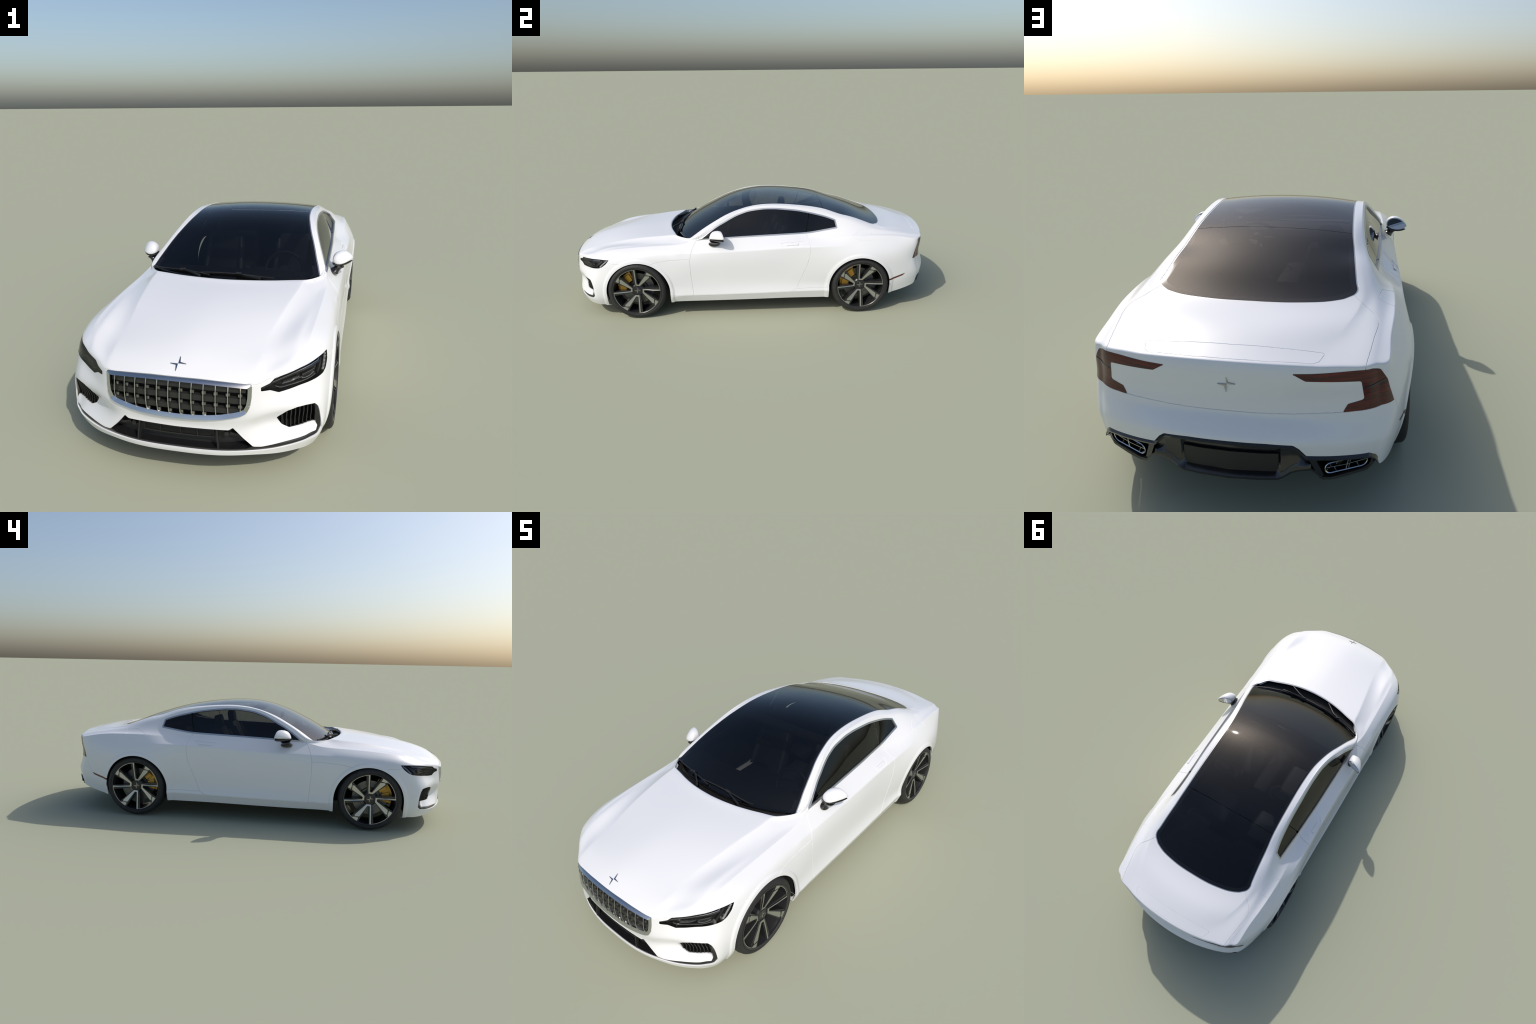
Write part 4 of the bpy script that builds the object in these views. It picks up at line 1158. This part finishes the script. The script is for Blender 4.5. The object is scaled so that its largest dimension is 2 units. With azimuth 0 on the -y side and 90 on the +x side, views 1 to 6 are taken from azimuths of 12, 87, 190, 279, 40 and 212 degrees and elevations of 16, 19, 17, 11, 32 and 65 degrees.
def wind_pt(x, y, off):
    P, Nn = surf_at(XY, ['wind_glass', 'border_front', 'cowl', 'canopy'], [(abs(x), y)], off); q = [1 if x >= 0 else -1, 1, 1]
    return P[0]*q, Nn[0]*q
def wiper(x0, y0, x1, y1, xj, xp, yp):
    a = [wind_pt(x0+(x1-x0)*t, y0+(y1-y0)*t-.012*math.sin(math.pi*t)*0, .005) for t in np.linspace(0, 1, 14)]
    blade = solid('wiper', beam([p for p, _ in a], [n for _, n in a], .0055, .0045), ['plastic'])
    tj = (xj-x0)/(x1-x0); yj = y0+(y1-y0)*tj
    j, n = wind_pt(xj, yj, .010); b, nb = wind_pt(xp, yp, .004)
    solid('wiper_joint', box(j, (.022, .010, .010), Vector((0, 1, 0)).rotation_difference(Vector(n)).to_matrix() @ Matrix.Rotation(math.atan2(y1-y0, x1-x0), 3, 'Z')), ['plastic'], parent=blade, bev=.002)
    k, nk = wind_pt(xj+(xp-xj)*.35, yj+(yp-yj)*.35, .014)
    solid('wiper_arm', beam([j, k, b], [n, nk, nb], .0060, .005), ['plastic'], parent=blade)
wiper(-.110, -.398, .166, -.402, .035, .125, -.445)
wiper(-.318, -.352, -.075, -.408, -.185, -.100, -.448)

# =====================================================================
# 10. CABIN
# =====================================================================
lin = (S.cen()[:, 1] > -.40) & (S.cen()[:, 1] < .74) & (S.cen()[:, 2] > .10) & S.is_('quarter', 'door', 'trunk_lid', 'handle_recess', 'canopy', 'window_trim')
keep = S.lab.copy(); S.lab[lin & S.is_('window_trim', 'canopy')] = S.label_id('lining_thin'); S.lab[lin & ~S.is_('lining_thin')] = S.label_id('lining')
panel('cabin_lining', ['lining'], ['cabin'], off=-.013, spans=True)
panel('pillar_lining', ['lining_thin'], ['cabin'], off=-.009, spans=True)
S.lab = keep

def lathe_box(rings): return mirror_loft(rings)
def rrect(c, hw, hd, axis_u, axis_v, n=20, e=.5):
    out = []
    for k in range(n):
        a = 2*math.pi*k/n; cc, ss = math.cos(a), math.sin(a)
        u = math.copysign(abs(cc)**e, cc)*hw; v = math.copysign(abs(ss)**e, ss)*hd
        out.append(tuple(np.array(c)+np.array(axis_u)*u+np.array(axis_v)*v))
    return out
def seat_mesh(rear=False):
    """Cushion, backrest, integrated headrest; local origin at the hip point, facing -y."""
    X, Yv, Zv = (1, 0, 0), (0, 1, 0), (0, 0, 1); parts = []
    parts.append(mirror_loft([rrect((0, y, z), hw, hh, X, Zv) for y, z, hw, hh in ((-.200, .020, .085, .022), (-.190, .022, .098, .034), (-.10, .014, .104, .040), (.0, .004, .104, .042), (.03, .006, .096, .036))]))
    h = .18 if rear else .27
    back = []
    for t in np.linspace(0, 1, 9):
        y = .015+.105*t*(h/.27); z = .02+h*t; w = .104-.018*t**2-(.01 if t == 1 else 0); d = .038-.014*t
        back.append(rrect((0, y, z), w, d, X, (0, .94, -.34)))
    parts.append(mirror_loft(back))
    if not rear:
        hd = [rrect((0, .118+.012*t, .288+.075*t), .050*(1-.25*(2*t-1)**4), .022*(1-.25*(2*t-1)**4), X, (0, .97, -.22)) for t in np.linspace(0, 1, 7)]
        parts.append(mirror_loft(hd))
    me = mesh('seat', *join(parts)); fix_normals(me); auto_smooth(me, 50); return me
def bolster_mesh():
    parts = []
    for sx in (-1, 1):
        parts.append(mirror_loft([rrect((sx*(.094-.014*t), .000+.100*t, .05+.215*t), .017*(1-.5*abs(2*t-1)**3), .034-.010*t, (1, 0, 0), (0, .94, -.34), 14, .7) for t in np.linspace(0, 1, 8)]))
    me = mesh('seat_bolster', *join(parts)); fix_normals(me); auto_smooth(me, 50); return me
SM, SR, SB = seat_mesh(), seat_mesh(True), bolster_mesh()
SM.materials.append(M['seat']); SR.materials.append(M['seat']); SB.materials.append(M['seatlight'])
def put(name, me, loc, parent=CAR, s=1.):
    o = bpy.data.objects.new(name, me); COL.objects.link(o); o.parent = parent; o.location = loc; o.scale = (s, s, s); return o
for x in (-.165, .165):
    o = put('seat', SM, (x, .075, .185), s=.92); put('seat_bolster', SB, (0, 0, 0), o)
    put('rear_seat', SR, (x*.92, .400, .225), s=.88)
# dashboard, console, wheel, shelf, floor
dash = []
for x in np.linspace(-.335, .335, 15):
    k = .035*(x/.335)**2
    dash.append([(x, y+k, z-.010*(x/.335)**2) for y, z in ((-.395, .395), (-.340, .407), (-.270, .408), (-.225, .398), (-.205, .375), (-.210, .330), (-.245, .280), (-.40, .28))])
solid('dashboard', mirror_loft(dash), ['cabin'])
solid('console', mirror_loft([rrect((0, y, z), .048, h, (1, 0, 0), (0, 0, 1), 16) for y, z, h in ((-.26, .24, .06), (-.10, .225, .05), (.05, .235, .055), (.15, .235, .06))]), ['cabin'])
bm = bmesh.new(); n1, n2, R, r = 40, 10, .078, .0068
vs = [[bm.verts.new(((R+r*math.cos(2*math.pi*j/n2))*math.cos(2*math.pi*i/n1), (R+r*math.cos(2*math.pi*j/n2))*math.sin(2*math.pi*i/n1), r*math.sin(2*math.pi*j/n2))) for j in range(n2)] for i in range(n1)]
for i in range(n1):
    for j in range(n2): bm.faces.new((vs[i][j], vs[(i+1) % n1][j], vs[(i+1) % n1][(j+1) % n2], vs[i][(j+1) % n2]))
bmesh.ops.create_cone(bm, cap_ends=True, segments=20, radius1=.026, radius2=.022, depth=.02)
for a in (0, 180, 270):
    bmesh.ops.create_cube(bm, size=1, matrix=Matrix.Rotation(math.radians(a), 4, 'Z') @ Matrix.Translation((.048, 0, 0)) @ Matrix.Diagonal((.05, .014, .007, 1)))
me = bpy.data.meshes.new('steering_wheel'); bm.to_mesh(me); bm.free(); auto_smooth(me, 50)
sw = link('steering_wheel', me, CAR, ['seat']); sw.location = (.165, -.155, .375); sw.rotation_euler = (math.radians(68), 0, 0)
solid('parcel_shelf', mirror_loft([[(x, .50, .425), (x, .70, .430), (x, .70, .30), (x, .50, .30)] for x in (-.29, 0, .29)]), ['cabin'])
solid('cabin_floor', join([box((0, .12, .122), (.70, 1.00, .02)), box((0, -.375, .235), (.66, .02, .27)), box((0, .66, .26), (.58, .02, .27))]), ['cabin'])
# windscreen header with interior mirror
hd = []
for x in np.linspace(-.235, .235, 11):
    p, n = wind_pt(x, -.012-.4*x*x*0+.35*x*x, -.012); q, _ = wind_pt(x, -.055+.35*x*x, -.012); hd.append([tuple(p), tuple(q), tuple(q-np.array((0, 0, .012))), tuple(p-np.array((0, 0, .012)))])
solid('roof_header', mirror_loft(hd), ['cabin'])
solid('interior_mirror', box((0, -.135, .520), (.085, .012, .026)), ['plastic'], bev=.004)
